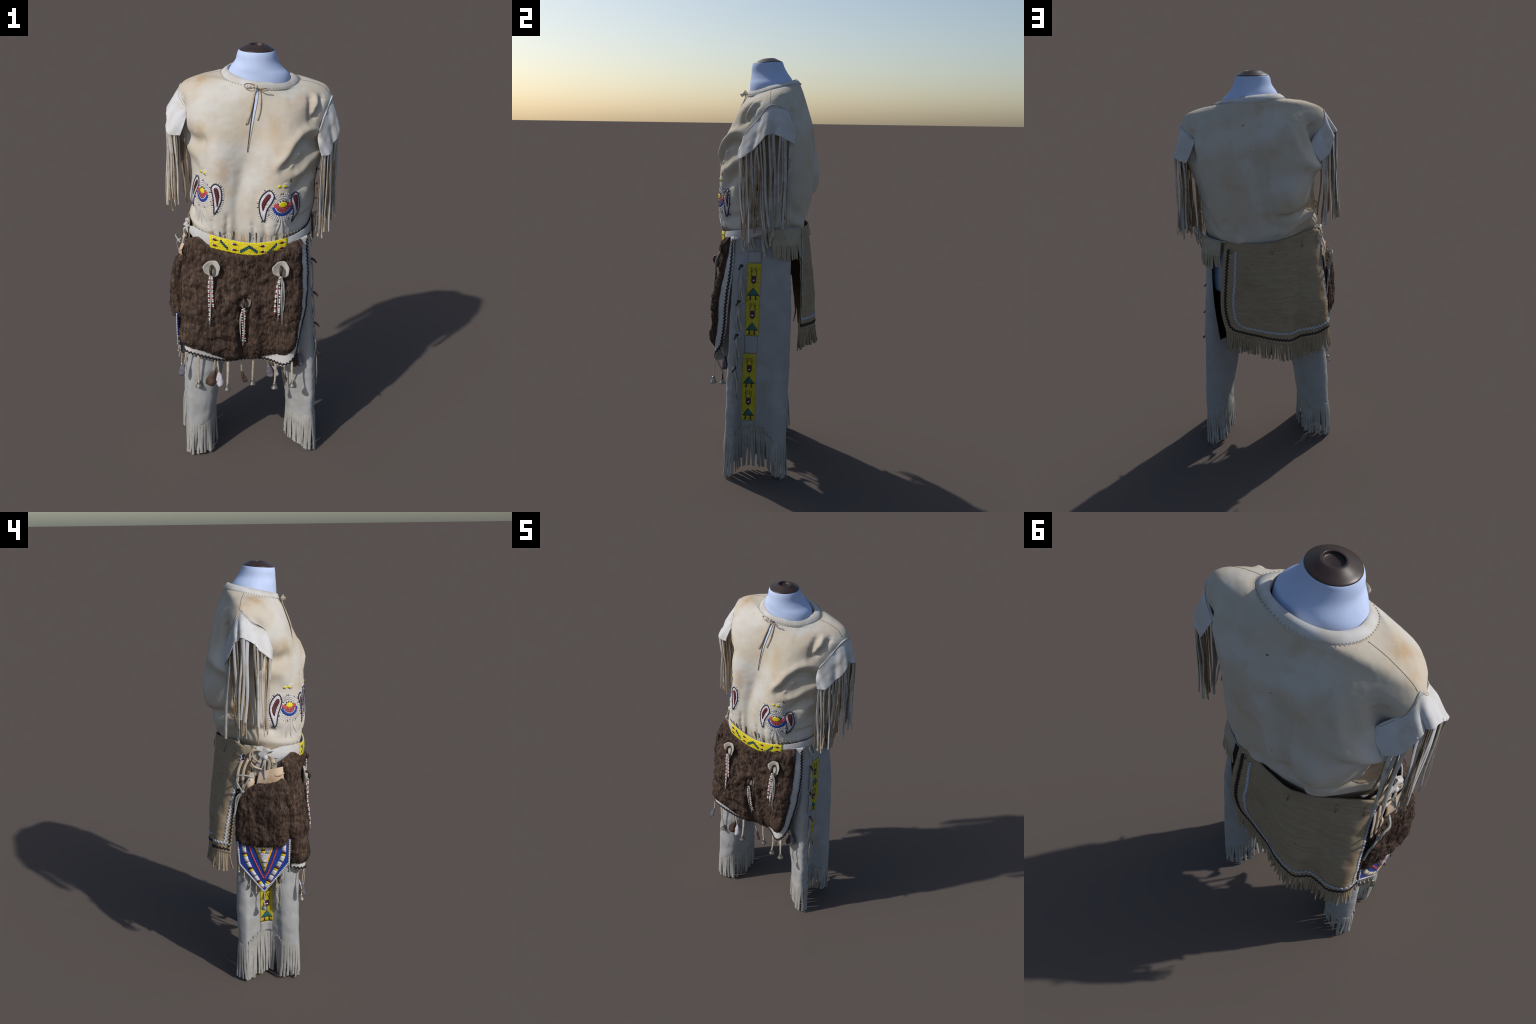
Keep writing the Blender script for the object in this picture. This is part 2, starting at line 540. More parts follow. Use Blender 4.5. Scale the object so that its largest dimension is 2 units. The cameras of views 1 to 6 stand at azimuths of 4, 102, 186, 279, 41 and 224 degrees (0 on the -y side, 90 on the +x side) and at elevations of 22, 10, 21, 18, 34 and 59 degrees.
# each ring: left side, front-left, front, front-right, right side, back-right, back, back-left (the body is turned a little)
RINGS = [
    [(-0.255, -0.03, 1.06), (-0.15, -0.145, 1.06), (0, -0.155, 1.06), (0.15, -0.125, 1.06), (0.25, 0.05, 1.06), (0.14, 0.15, 1.06), (0, 0.17, 1.06), (-0.16, 0.10, 1.06)],
    [(-0.262, -0.035, 1.14), (-0.16, -0.163, 1.14), (0, -0.167, 1.14), (0.16, -0.137, 1.14), (0.262, 0.05, 1.14), (0.15, 0.170, 1.14), (0, 0.187, 1.14), (-0.16, 0.130, 1.14)],
    [(-0.266, -0.03, 1.21), (-0.16, -0.188, 1.21), (0, -0.184, 1.21), (0.16, -0.170, 1.21), (0.276, 0.05, 1.21), (0.17, 0.202, 1.21), (0, 0.205, 1.21), (-0.16, 0.165, 1.21)],
    [(-0.280, -0.01, 1.30), (-0.17, -0.190, 1.30), (0, -0.183, 1.30), (0.17, -0.175, 1.30), (0.294, 0.045, 1.30), (0.18, 0.230, 1.30), (0.01, 0.230, 1.30), (-0.180, 0.200, 1.30)],
    [(-0.272, 0.00, 1.40), (-0.16, -0.187, 1.40), (0, -0.172, 1.40), (0.17, -0.174, 1.40), (0.294, 0.050, 1.40), (0.19, 0.238, 1.40), (0.02, 0.240, 1.40), (-0.195, 0.235, 1.40)],
    [(-0.285, 0.02, 1.49), (-0.155, -0.186, 1.49), (0, -0.160, 1.49), (0.17, -0.170, 1.49), (0.314, 0.068, 1.49), (0.20, 0.233, 1.49), (0.02, 0.240, 1.49), (-0.20, 0.230, 1.49)],
    [(-0.318, 0.025, 1.59), (-0.170, -0.172, 1.59), (0, -0.149, 1.59), (0.18, -0.155, 1.59), (0.336, 0.095, 1.59), (0.22, 0.226, 1.59), (0.01, 0.238, 1.59), (-0.215, 0.210, 1.59)],
    [(-0.338, 0.03, 1.69), (-0.208, -0.132, 1.69), (0, -0.133, 1.69), (0.20, -0.097, 1.69), (0.348, 0.110, 1.69), (0.24, 0.220, 1.69), (0.01, 0.231, 1.69), (-0.20, 0.188, 1.69)],
    [(-0.343, 0.04, 1.765), (-0.218, -0.102, 1.765), (0, -0.110, 1.76), (0.220, -0.052, 1.76), (0.350, 0.120, 1.755), (0.25, 0.205, 1.765), (0.01, 0.212, 1.77), (-0.208, 0.155, 1.77)],
    [(-0.318, 0.043, 1.818), (-0.215, -0.064, 1.812), (0.010, -0.092, 1.80), (0.205, -0.008, 1.80), (0.325, 0.125, 1.810), (0.215, 0.178, 1.820), (0, 0.192, 1.830), (-0.19, 0.124, 1.828)],
    [(-0.255, 0.047, 1.848), (-0.150, -0.040, 1.845), (0.015, -0.082, 1.816), (0.170, -0.010, 1.814), (0.268, 0.102, 1.834), (0.170, 0.160, 1.850), (0, 0.180, 1.860), (-0.15, 0.128, 1.860)],
    [(-0.147, 0.054, 1.868), (-0.102, -0.046, 1.842), (0.020, -0.077, 1.824), (0.143, -0.026, 1.822), (0.195, 0.080, 1.845), (0.130, 0.146, 1.866), (0.0, 0.171, 1.878), (-0.105, 0.136, 1.880)],
    [(-0.130, 0.05, 1.868), (-0.092, -0.038, 1.842), (0.020, -0.065, 1.824), (0.130, -0.020, 1.828), (0.180, 0.075, 1.850), (0.120, 0.135, 1.866), (0.0, 0.158, 1.878), (-0.095, 0.125, 1.880)],
]
NU, NV = 280, 240
G = loft(np.array(RINGS), NU, NV)
N = grid_normals(G, True)
FOLDS = [
    # right chest: ridge over a deep pocket below the arm
    ([(0.36, -0.02, 1.62), (0.30, -0.08, 1.66), (0.245, -0.13, 1.65), (0.19, -0.155, 1.60), (0.125, -0.17, 1.50)], 0.022, 0.018),
    ([(0.33, -0.03, 1.58), (0.28, -0.09, 1.605), (0.235, -0.13, 1.605), (0.195, -0.15, 1.555), (0.15, -0.17, 1.49)], 0.020, -0.018),
    ([(0.235, -0.14, 1.575), (0.205, -0.155, 1.54), (0.18, -0.17, 1.50)], 0.014, 0.012),
    ([(0.36, 0.0, 1.55), (0.30, -0.07, 1.52), (0.25, -0.13, 1.48), (0.205, -0.16, 1.465)], 0.024, 0.018),
    ([(0.31, -0.02, 1.44), (0.285, -0.07, 1.42), (0.27, -0.09, 1.36)], 0.030, 0.014),
    ([(0.32, 0.0, 1.46), (0.27, -0.10, 1.44), (0.225, -0.15, 1.40), (0.20, -0.17, 1.35)], 0.022, -0.010),
    # shoulder dents, right
    ([(0.255, -0.005, 1.80), (0.265, -0.04, 1.75), (0.275, -0.07, 1.69)], 0.016, -0.012),
    ([(0.318, 0.03, 1.80), (0.312, 0.0, 1.745), (0.285, -0.045, 1.69)], 0.015, -0.014),
    ([(0.288, 0.01, 1.80), (0.292, -0.02, 1.75), (0.285, -0.05, 1.71)], 0.012, 0.007),
    # left chest hollow and shoulder
    ([(-0.31, -0.03, 1.60), (-0.25, -0.11, 1.585), (-0.19, -0.165, 1.60)], 0.032, -0.016),
    ([(-0.30, -0.02, 1.54), (-0.24, -0.12, 1.52), (-0.20, -0.16, 1.47)], 0.030, 0.008),
    ([(-0.325, -0.02, 1.77), (-0.30, -0.05, 1.72)], 0.020, -0.010),
    # belly folds
    ([(-0.025, -0.165, 1.50), (-0.045, -0.175, 1.36), (-0.05, -0.175, 1.16)], 0.022, -0.007),
    ([(0.02, -0.17, 1.45), (0.01, -0.17, 1.30), (0.02, -0.17, 1.16)], 0.026, 0.004),
    ([(0.085, -0.175, 1.27), (0.085, -0.17, 1.20), (0.08, -0.16, 1.12)], 0.014, -0.008),
    ([(-0.15, -0.19, 1.26), (-0.145, -0.18, 1.16)], 0.012, -0.007),
    ([(-0.085, -0.19, 1.28), (-0.09, -0.18, 1.16)], 0.011, -0.008),
    ([(0.03, -0.185, 1.25), (0.035, -0.18, 1.16)], 0.010, -0.007),
    ([(0.135, -0.18, 1.25), (0.14, -0.17, 1.16)], 0.012, -0.007),
    # left hip roll above the belt
    ([(-0.28, 0.06, 1.22), (-0.285, -0.04, 1.225), (-0.24, -0.12, 1.21), (-0.17, -0.18, 1.20)], 0.022, 0.010),
    ([(-0.28, 0.06, 1.27), (-0.285, -0.04, 1.275), (-0.25, -0.11, 1.265)], 0.018, -0.012),
    ([(0.29, 0.0, 1.21), (0.25, -0.08, 1.20), (0.17, -0.16, 1.20)], 0.022, 0.007),
    ([(0.30, -0.02, 1.26), (0.26, -0.09, 1.25), (0.22, -0.14, 1.25)], 0.018, -0.010),
    # back: long falling folds
    ([(-0.03, 0.25, 1.66), (-0.055, 0.25, 1.52), (-0.065, 0.25, 1.38), (-0.075, 0.22, 1.22)], 0.036, -0.026),
    ([(0.03, 0.25, 1.60), (0.015, 0.25, 1.44), (-0.015, 0.24, 1.32), (-0.04, 0.21, 1.21)], 0.018, 0.006),
    ([(-0.20, 0.21, 1.60), (-0.27, 0.15, 1.56), (-0.33, 0.06, 1.535)], 0.030, 0.016),
    ([(0.09, 0.25, 1.40), (0.07, 0.24, 1.28), (0.05, 0.21, 1.18)], 0.024, -0.008),
    ([(-0.12, 0.21, 1.32), (-0.10, 0.19, 1.2)], 0.014, -0.009),
    ([(0.14, 0.22, 1.34), (0.12, 0.2, 1.2)], 0.016, -0.010),
    ([(-0.10, 0.19, 1.23), (-0.20, 0.17, 1.28), (-0.285, 0.06, 1.30)], 0.020, 0.007),
    ([(-0.10, 0.23, 1.33), (-0.20, 0.20, 1.335), (-0.27, 0.09, 1.35)], 0.022, -0.018),
    ([(0.22, 0.18, 1.25), (0.13, 0.21, 1.22), (0.05, 0.21, 1.20)], 0.022, 0.008),
    ([(0.27, 0.15, 1.36), (0.23, 0.19, 1.30), (0.19, 0.2, 1.27)], 0.028, -0.012),
    ([(-0.18, 0.17, 1.74), (-0.215, 0.19, 1.64), (-0.27, 0.14, 1.57), (-0.32, 0.06, 1.53)], 0.026, 0.010),
    ([(-0.265, 0.12, 1.76), (-0.29, 0.11, 1.69), (-0.31, 0.09, 1.63)], 0.030, -0.032),
    ([(0.27, 0.18, 1.76), (0.29, 0.175, 1.68), (0.28, 0.17, 1.60)], 0.024, -0.018),
    # open side seam on the left, seen from behind
    ([(-0.285, 0.06, 1.42), (-0.28, 0.06, 1.36)], 0.030, -0.028),
]
G = folds(G, N, FOLDS)
N = grid_normals(G, True)
G = G + N * (0.0030 * nz(G * np.array([1, 1, 0.6]), 6, 3.1, 2) + 0.0007 * nz(G, 34, 7.0, 2))[..., None]
torso = add("torso", G.reshape(-1, 3), grid_faces(NV, NU, True), "cream", shirt)
TB = bvh_of(torso)
front = caster(TB, lambda a, b: (a, -0.6, b), (0, 1, 0))
back_map = caster(TB, lambda a, b: (a, 0.7, b), (0, -1, 0))

# --- collar: a flat white band lying around the neck, open at the throat
OUT = cr(np.array(RINGS[11]), 160, True)
INN = cr(np.array([(-0.123, 0.050, 1.891), (-0.086, -0.028, 1.872), (0.012, -0.072, 1.852), (0.112, -0.028, 1.850), (0.160, 0.062, 1.864), (0.115, 0.128, 1.883), (0.002, 0.153, 1.903), (-0.090, 0.122, 1.904)]), 160, True)
CEN = OUT.mean(0)
rad = OUT - CEN
rad[:, 2] = 0
rad /= np.linalg.norm(rad, axis=1, keepdims=True)
out2 = OUT + rad * 0.004 + V3(0, 0, 0.001)
mid = (out2 + INN) / 2 + V3(0, 0, 0.0005) + rad * 0.0015
low = INN + V3(0, 0, -0.03) - rad * 0.004
C = np.stack([out2 + V3(0, 0, -0.006), out2, mid, INN - V3(0, 0, 0.001) + rad * 0.001, INN - V3(0, 0, 0.004) - rad * 0.002, low])
add("collar", C.reshape(-1, 3), grid_faces(6, 160, True), "collar", shirt)
parts = []
for i in range(0, 160, 2):
    if 36 < i < 44:
        continue
    p, q = out2[i] + rad[i] * 0.0035, out2[i] - rad[i] * 0.001 + V3(0, 0, 0.003)
    parts.append(tube_geo(np.stack([p, (p + q) / 2 + V3(0, 0, 0.001), q]), 0.0008, 5))
add("collar_stitching", *join(parts), "stitch", shirt, stuff=True)

# --- throat slit with the pale form behind it, and the bow
SL = [(0.020, 1.822), (0.020, 1.775), (0.008, 1.685), (-0.006, 1.56)]
w = [0.007, 0.0065, 0.0045, 0.0004]
poly = [(x - d, z) for (x, z), d in zip(SL, w)] + [(x + d, z) for (x, z), d in zip(SL[::-1], w[::-1])]
add("throat_opening", *patch_geo(poly, front, 0.0005, 0.001), "neck", shirt)
for sgn, wd in ((-1, 0.0045), (1, 0.0022)):
    poly = stroke(resample([(x + sgn * d, z) for (x, z), d in zip(SL, w)], 12), wd)
    add("slit_edge", *patch_geo(poly, front, 0.001, 0.0018), "dark" if sgn < 0 else "cuff", shirt)
bow = empty("throat_tie", shirt)
K = V3(0.020, -0.094, 1.832)
for pts in ([K, K + V3(-0.02, -0.008, 0.012), K + V3(-0.044, -0.006, 0.012), K + V3(-0.052, -0.004, 0.0), K + V3(-0.03, -0.008, -0.008), K],
            [K, K + V3(0.02, -0.012, -0.006), K + V3(0.042, -0.010, -0.004), K + V3(0.052, -0.008, -0.010), K + V3(0.03, -0.008, -0.014), K]):
    ribbon("tie_loop", pts, (0.1, -0.6, 0.8), 0.007, 0.0028, "thong", bow, 22)
for line in ([(0.012, 1.80), (0.000, 1.75), (-0.008, 1.705), (-0.020, 1.677)], [(0.012, 1.80), (0.003, 1.74), (-0.012, 1.682)], [(0.033, 1.81), (0.040, 1.77), (0.038, 1.727), (0.030, 1.697)]):
    ribbon("tie_end", [K] + [np.sum([front(*q)[0], front(*q)[1] * 0.006], 0) for q in line], (1, 0.3, 0), 0.0065, 0.0026, "thong", bow, 24)
add("tie_knot", *lathe_geo([(0.002, -0.007), (0.008, -0.004), (0.009, 0), (0.008, 0.004), (0.002, 0.007)], K + V3(0, -0.004, 0), (1, 0, 0.2), 12), "thong", bow)

# --- shoulder seams
for line in ([(-0.160, 0.056), (-0.20, 0.052), (-0.26, 0.050), (-0.325, 0.046)], [(0.198, 0.074), (0.24, 0.082), (0.29, 0.092), (0.335, 0.10)]):
    up = caster(TB, lambda a, b: (a, b, 2.1), (0, 0, -1))
    parts = [patch_geo(stroke(resample(cr(line, 20), 24), 0.0022), up, -0.0006, 0.0010)]
    add("shoulder_seam", *join(parts), "stitch", shirt)


# --- sleeves
def sleeve(top, bottom, name_lengths, seed, tilt):
    r = np.random.default_rng(seed)
    s = empty("sleeve", shirt)
    T, B = np.array(top, float), np.array(bottom, float)
    for q in range(len(T)):
        h = TB.find_nearest(Vector(T[q]))
        T[q] = np.array(h[0]) + np.array(h[1]) * 0.0004 * (1 if np.array(h[1])[0] * T[q][0] > 0 else -1)
    mid = (T + B) / 2
    cen = np.concatenate([T, B]).mean(0)
    o = mid - cen
    o[:, 2] = 0
    mid = mid + o * 0.06
    Gs = cr(np.stack([T + (T - cen) * V3(-0.05, -0.05, 0.05), T, mid, B]), 26)
    Gs = np.stack([cr(row, 70) for row in Gs])
    Ns = grid_normals(Gs)
    if (Ns[12, 35] * (1 if cen[0] > 0 else -1))[0] < 0:
        Ns = -Ns
    Gs = Gs + Ns * (0.003 * nz(Gs, 12, seed))[..., None]
    for u, wd, hgt in ((0.52, 0.045, 0.004), (0.63, 0.05, -0.018), (0.30, 0.07, -0.014), (0.14, 0.05, 0.004)):
        prof = np.exp(-(((np.linspace(0, 1, 70) - u) / wd) ** 2))[None, :] * np.clip(np.linspace(0, 1, 26) * 2.0 - 0.8, 0, 1)[:, None]
        Gs = Gs + Ns * (hgt * prof)[..., None]
    cuff = add("cuff", *sheet(Gs, 0.004, Ns), "cuff", s, angle=60)
    # seam where the cuff is sewn on
    add("cuff_seam", *tube_geo(resample(Gs[9] + Ns[9] * 0.0002, 60), 0.0006, 5), "stitch", s)
    edge, en = Gs[-1], Ns[-1]
    n = name_lengths["n"]
    L = name_lengths["L"]
    for layer in range(2):
        clump = r.normal(0, 0.016, (n, 2))
        for i in range(n):
            bundle = (i // 3 * 3 + 1.5) / n
            u = bundle + ((i + 0.5 + r.uniform(-0.35, 0.35)) / n - bundle) * 0.72
            u = min(max(u, 0.005), 0.995)
            j = u * 69
            p = np.array([np.interp(j, np.arange(70), edge[:, q]) for q in range(3)])
            nn = np.array([np.interp(j, np.arange(70), en[:, q]) for q in range(3)])
            nn[2] = 0
            nn /= np.linalg.norm(nn) + 1e-9
            tg = np.cross(nn, V3(0, 0, 1))
            zend = np.interp(u, L[0], L[1]) + r.uniform(-0.035, 0.03)
            p = p - nn * (0.006 + layer * 0.013) + V3(0, 0, 0.006)
            ln = p[2] - zend
            k = 14
            t = np.linspace(0, 1, k)[:, None]
            sway = clump[i // 3] + r.normal(0, 0.004, 2)
            pull = np.array(tilt) * ln
            ph = r.uniform(0, 6)
            path = p + V3(0, 0, -1) * ln * t + tg * (sway[0] * t**1.4 + 0.003 * np.sin(t * 7 + ph)) + nn * (sway[1] * 0.7 * t + 0.003 * np.sin(t * 5 + ph)) + V3(*pull, 0) * t**1.2
            tw = r.normal(0, 0.7) * t + r.normal(0, 0.35)
            side = tg * np.cos(tw) + nn * np.sin(tw)
            wd = r.uniform(0.007, 0.014) * (1 - 0.25 * t[:, 0] ** 2)
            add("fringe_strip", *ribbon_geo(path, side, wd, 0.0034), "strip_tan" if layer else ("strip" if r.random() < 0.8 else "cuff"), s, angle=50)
    return s


sleeve([(-0.302, -0.085, 1.69), (-0.325, -0.078, 1.735), (-0.350, -0.030, 1.762), (-0.350, 0.010, 1.785), (-0.340, 0.043, 1.806), (-0.338, 0.070, 1.765), (-0.322, 0.100, 1.725), (-0.295, 0.118, 1.68)],
       [(-0.312, -0.092, 1.605), (-0.364, -0.088, 1.610), (-0.388, -0.055, 1.658), (-0.388, -0.005, 1.688), (-0.388, 0.040, 1.702), (-0.380, 0.062, 1.68), (-0.356, 0.098, 1.61), (-0.312, 0.118, 1.575)],
       dict(n=15, L=([0, 0.2, 0.5, 0.8, 1], [1.34, 1.25, 1.32, 1.26, 1.28])), 5, (0.0, 0.0))
sleeve([(0.312, -0.055, 1.60), (0.335, -0.035, 1.655), (0.352, 0.030, 1.71), (0.356, 0.078, 1.750), (0.350, 0.115, 1.762), (0.340, 0.150, 1.758), (0.318, 0.185, 1.745), (0.290, 0.205, 1.70)],
       [(0.318, -0.055, 1.535), (0.348, -0.022, 1.535), (0.374, 0.020, 1.575), (0.385, 0.060, 1.60), (0.390, 0.105, 1.645), (0.388, 0.145, 1.64), (0.372, 0.190, 1.618), (0.320, 0.210, 1.60)],
       dict(n=17, L=([0, 0.16, 0.3, 0.5, 0.8, 1], [1.16, 1.12, 1.25, 1.20, 1.25, 1.27])), 8, (0.0, 0.0))

# --- bead embroidery on the front


def outline(pts, n=40):
    return cr(np.array(pts, float), n, True)


def shrink(P, f):
    c = P.mean(0)
    return c + (P - c) * f


def turned(a0, cx, cy, deg):
    """mapper whose rays meet the body squarely where it curves away; a is measured along the surface from a0"""
    c, q = math.cos(math.radians(deg)), math.sin(math.radians(deg))
    return caster(TB, lambda a, b: (cx + c * (a - a0) - q * 0.3, cy - q * (a - a0) - c * 0.3, b), (q, c, 0))


def paisley(pts, heart, mp=None):
    mp = mp or front
    g = empty("bead_paisley", shirt)
    P = outline(pts, 48)
    add("paisley_field", *patch_geo(P, mp, 0.0005, 0.001), "bwhite", g)
    add("paisley_heart", *patch_geo(outline(heart, 30), mp, 0.0013, 0.0018), "maroon", g)
    add("paisley_outline", *patch_geo_ring(P, 0.0045, mp), "navy", g)
    parts, dark = [], []
    c = P.mean(0)
    Q = resample(np.r_[P, P[:1]], 38)
    for i, q in enumerate(Q[:-1]):
        t = Q[(i + 1) % 37] - Q[i - 1]
        n = np.array([t[1], -t[0]])
        n /= np.linalg.norm(n) + 1e-9
        if n @ (q - c) < 0:
            n = -n
        l = 0.008 + 0.003 * rng.random()
        (dark if i % 7 == 0 else parts).append(patch_geo(stroke([q + n * 0.002, q + n * (0.002 + l / 2), q + n * (0.002 + l)], 0.0028), mp, 0.0005, 0.0014, 0.02))
    add("paisley_stitches", *join(parts), "bwhite", g, stuff=True)
    add("paisley_dark_stitches", *join(dark), "navy", g, stuff=True)


def patch_geo_ring(P, w, mapper=None, off=0.0015, thick=0.0022):
    Q = np.r_[P, P[:1]]
    out = []
    for i in range(len(Q) - 1):
        a, b = Q[i], Q[i + 1]
        d = (b - a) / (np.linalg.norm(b - a) + 1e-9)
        out.append(patch_geo(stroke([a - d * w * 0.25, (a + b) / 2, b + d * w * 0.25], w), mapper or front, off + 0.0001 * (i % 2), thick, 0.03))
    return join(out)


paisley([(-0.158, 1.399), (-0.148, 1.417), (-0.134, 1.421), (-0.119, 1.408), (-0.112, 1.381), (-0.113, 1.348), (-0.123, 1.319), (-0.142, 1.286), (-0.144, 1.318), (-0.15, 1.369)],
        [(-0.146, 1.399), (-0.131, 1.403), (-0.122, 1.375), (-0.123, 1.355), (-0.13, 1.32), (-0.138, 1.362)])
paisley([(0.054, 1.341), (0.065, 1.375), (0.088, 1.399), (0.105, 1.401), (0.119, 1.378), (0.109, 1.349), (0.089, 1.313), (0.078, 1.261), (0.060, 1.296)],
        [(0.066, 1.344), (0.086, 1.381), (0.1, 1.387), (0.103, 1.374), (0.085, 1.343), (0.072, 1.31)])
paisley([(0.194, 1.359), (0.213, 1.381), (0.228, 1.379), (0.242, 1.338), (0.238, 1.295), (0.206, 1.249), (0.209, 1.291), (0.199, 1.331)],
        [(0.206, 1.364), (0.226, 1.371), (0.234, 1.333), (0.229, 1.299), (0.220, 1.32)], turned(0.217, 0.216, -0.15, -25))
paisley([(-0.031, 1.366), (-0.020, 1.400), (0.003, 1.425), (0.020, 1.426), (0.030, 1.400), (0.020, 1.370), (0.004, 1.335), (-0.008, 1.284), (-0.025, 1.320)],
        [(-0.019, 1.368), (0.001, 1.405), (0.014, 1.410), (0.018, 1.396), (0.0, 1.365), (-0.012, 1.335)], turned(0.0, -0.248, -0.103, 48))


def flower(cx, cz, r, mp=None):
    mp = mp or front
    g = empty("bead_flower", shirt)
    at = lambda a, q: (cx + q * math.sin(a), cz + q * math.cos(a))
    # scalloped bowl of blue, red petals, yellow heart
    bowl = [at(math.radians(a), r * (0.72 + 0.03 * math.cos(a * 0.35))) for a in range(95, 266, 8)]
    inner = [at(math.radians(a), r * 0.46) for a in range(265, 94, -10)]
    add("blue_petals", *patch_geo(bowl + inner, mp, 0.0006, 0.0014), "blue", g)
    rim = [at(math.radians(a), r * 0.52) for a in range(98, 263, 8)] + [at(math.radians(a), r * 0.40) for a in range(262, 97, -8)]
    add("white_petals", *patch_geo(rim, mp, 0.001, 0.0016), "bwhite", g)
    fan = [at(math.radians(a), r * (0.46 if 100 < a < 260 else 0.6)) for a in range(72, 289, 12)]
    add("red_petals", *patch_geo(fan + [(cx, cz + 0.1 * r)], mp, 0.0012, 0.0016), "red", g)
    lines = [patch_geo(stroke([at(math.radians(a), r * 0.2), at(math.radians(a), r * 0.33), at(math.radians(a), r * 0.45)], 0.0018), mp, 0.002, 0.0016, 0.02) for a in range(100, 261, 27)]
    lines += [patch_geo(stroke([at(math.radians(a), r * 0.2), at(math.radians(a), r * 0.3), at(math.radians(a), r * 0.42)], 0.004), mp, 0.002, 0.0014, 0.02) for a in range(-60, 61, 30)]
    add("dark_petal_lines", *join(lines), "navy", g, stuff=True)
    heart = [(cx + 0.27 * r * math.cos(a), cz + 0.10 * r + 0.2 * r * math.sin(a)) for a in np.linspace(0, 2 * math.pi, 18, endpoint=False)]
    add("yellow_heart", *patch_geo(heart, mp, 0.002, 0.002), "yellow", g)
    w, d = [], []
    for i, a in enumerate(np.linspace(0, 2 * math.pi, 46, endpoint=False)):
        q0 = r * (0.74 if math.cos(a) < 0.2 else 0.5)
        for q, dst in ((q0 + 0.02 * r, w), (q0 + 0.16 * r, w), (q0 + 0.30 * r, d if i % 5 == 0 else w)):
            dst.append(patch_geo(stroke([at(a, q), at(a, q + 0.06 * r), at(a, q + 0.12 * r)], 0.0026), mp, 0.0005, 0.0013, 0.02))
    add("white_bead_rays", *join(w), "bwhite", g, stuff=True)
    add("dark_bead_rays", *join(d), "navy", g, stuff=True)
    # bud above
    disc = [(cx + 0.012 + 0.016 * math.cos(a), cz + 0.091 + 0.014 * math.sin(a)) for a in np.linspace(0, 2 * math.pi, 20, endpoint=False)]
    add("bud_disc", *patch_geo(disc, mp, 0.0, 0.0006), "collar", g)
    for dx in (-0.018, 0.006):
        dot = [(cx + dx + 0.008 * math.cos(a), cz + 0.088 + 0.006 * math.sin(a)) for a in np.linspace(0, 2 * math.pi, 14, endpoint=False)]
        add("yellow_bud", *patch_geo(dot, mp, 0.001, 0.0016), "yellow", g)
    # white stalk leaves below
    for dx, l in ((-0.016, 0.075), (0.004, 0.085), (0.022, 0.06)):
        leaf = [(cx + dx * 0.4, cz - 0.068), (cx + dx + 0.006, cz - 0.068 - l * 0.5), (cx + dx * 1.7, cz - 0.068 - l), (cx + dx - 0.008, cz - 0.068 - l * 0.5)]
        add("stalk_leaf", *patch_geo(outline(leaf, 20), mp, 0.0, 0.0006), "collar", g)


flower(-0.192, 1.370, 0.060, turned(-0.192, -0.2, -0.15, 32))
flower(0.157, 1.334, 0.064)
add("scratch_mark", *patch_geo(stroke([(0.186, 1.455), (0.187, 1.446), (0.187, 1.437)], 0.004), front, 0.0002, 0.0006), "dark", shirt)
for x, z, l in ((0.035, 1.775, 0.004), (-0.015, 1.395, 0.0015), (0.005, 1.655, 0.0015)):
    add("hide_blemish", *patch_geo(stroke([(x - l, z), (x, z + 0.001), (x + l, z)], 0.003), back_map, 0.0001, 0.0005), "dark", shirt)

# --- short hem fringe above the belt
hem = empty("hem_fringe", shirt)
r = np.random.default_rng(4)
for i in range(34):
    x = -0.255 + 0.50 * (i + r.uniform(0.1, 0.9)) / 34
    z0, z1 = 1.192 + r.uniform(-0.012, 0.008), 1.115
    pts = []
    for t in np.linspace(0, 1, 6):
        p, n = front(x + r.normal(0, 0.0012), z0 + (z1 - z0) * t)
        pts.append(p + n * (-0.0008 + 0.0035 * min(1, t * 2)))
    add("hem_strip", *ribbon_geo(np.array(pts), (1, 0, 0), r.uniform(0.014, 0.019), 0.003), "cream" if r.random() < 0.8 else "peach", hem, angle=50)
for x in (-0.118, -0.058, 0.015, 0.045):
    add("hem_slit", *patch_geo(stroke([(x, 1.205), (x + 0.001, 1.18), (x, 1.14)], 0.0028), front, 0.003, 0.0015), "dark", hem)

# --- laced side opening under the right sleeve
side_map = caster(TB, lambda a, b: (0.7, a, b), (-1, 0, 0))
P = np.array([(0.028 + r.normal(0, 0.003), z) for z in np.linspace(1.46, 1.20, 16)])
add("side_opening", *patch_geo(stroke(P, 0.016), side_map, 0.0, 0.001), "black", shirt)
for z in (1.45, 1.38, 1.31, 1.24):
    p, n = side_map(0.028, z)
    for sgn in (-1, 1):
        ribbon("side_tie", [p + n * 0.004, p + n * 0.018 + V3(0, sgn * 0.012, 0.004), p + n * 0.024 + V3(0, sgn * 0.018, -0.012), p + n * 0.014 + V3(0, sgn * 0.014, -0.03)], (0, 1, 0.3), 0.007, 0.003, "thong", shirt, 12)
# left side: inside of the front panel shows pale through the open seam
left_map = caster(TB, lambda a, b: (-0.7, a, b), (1, 0, 0))
poly = outline([(0.015, 1.40), (0.055, 1.425), (0.095, 1.40), (0.12, 1.355), (0.10, 1.325), (0.04, 1.325), (0.01, 1.35)], 24)
add("open_side_lining", *patch_geo(poly, left_map, 0.0, 0.001), "peach", shirt)
p, n = left_map(0.03, 1.35)
cord("side_tie", [p, p + V3(-0.014, 0.006, 0.0), p + V3(-0.016, -0.003, -0.02), p + V3(-0.008, -0.006, -0.035)], 0.0035, "thong", shirt)

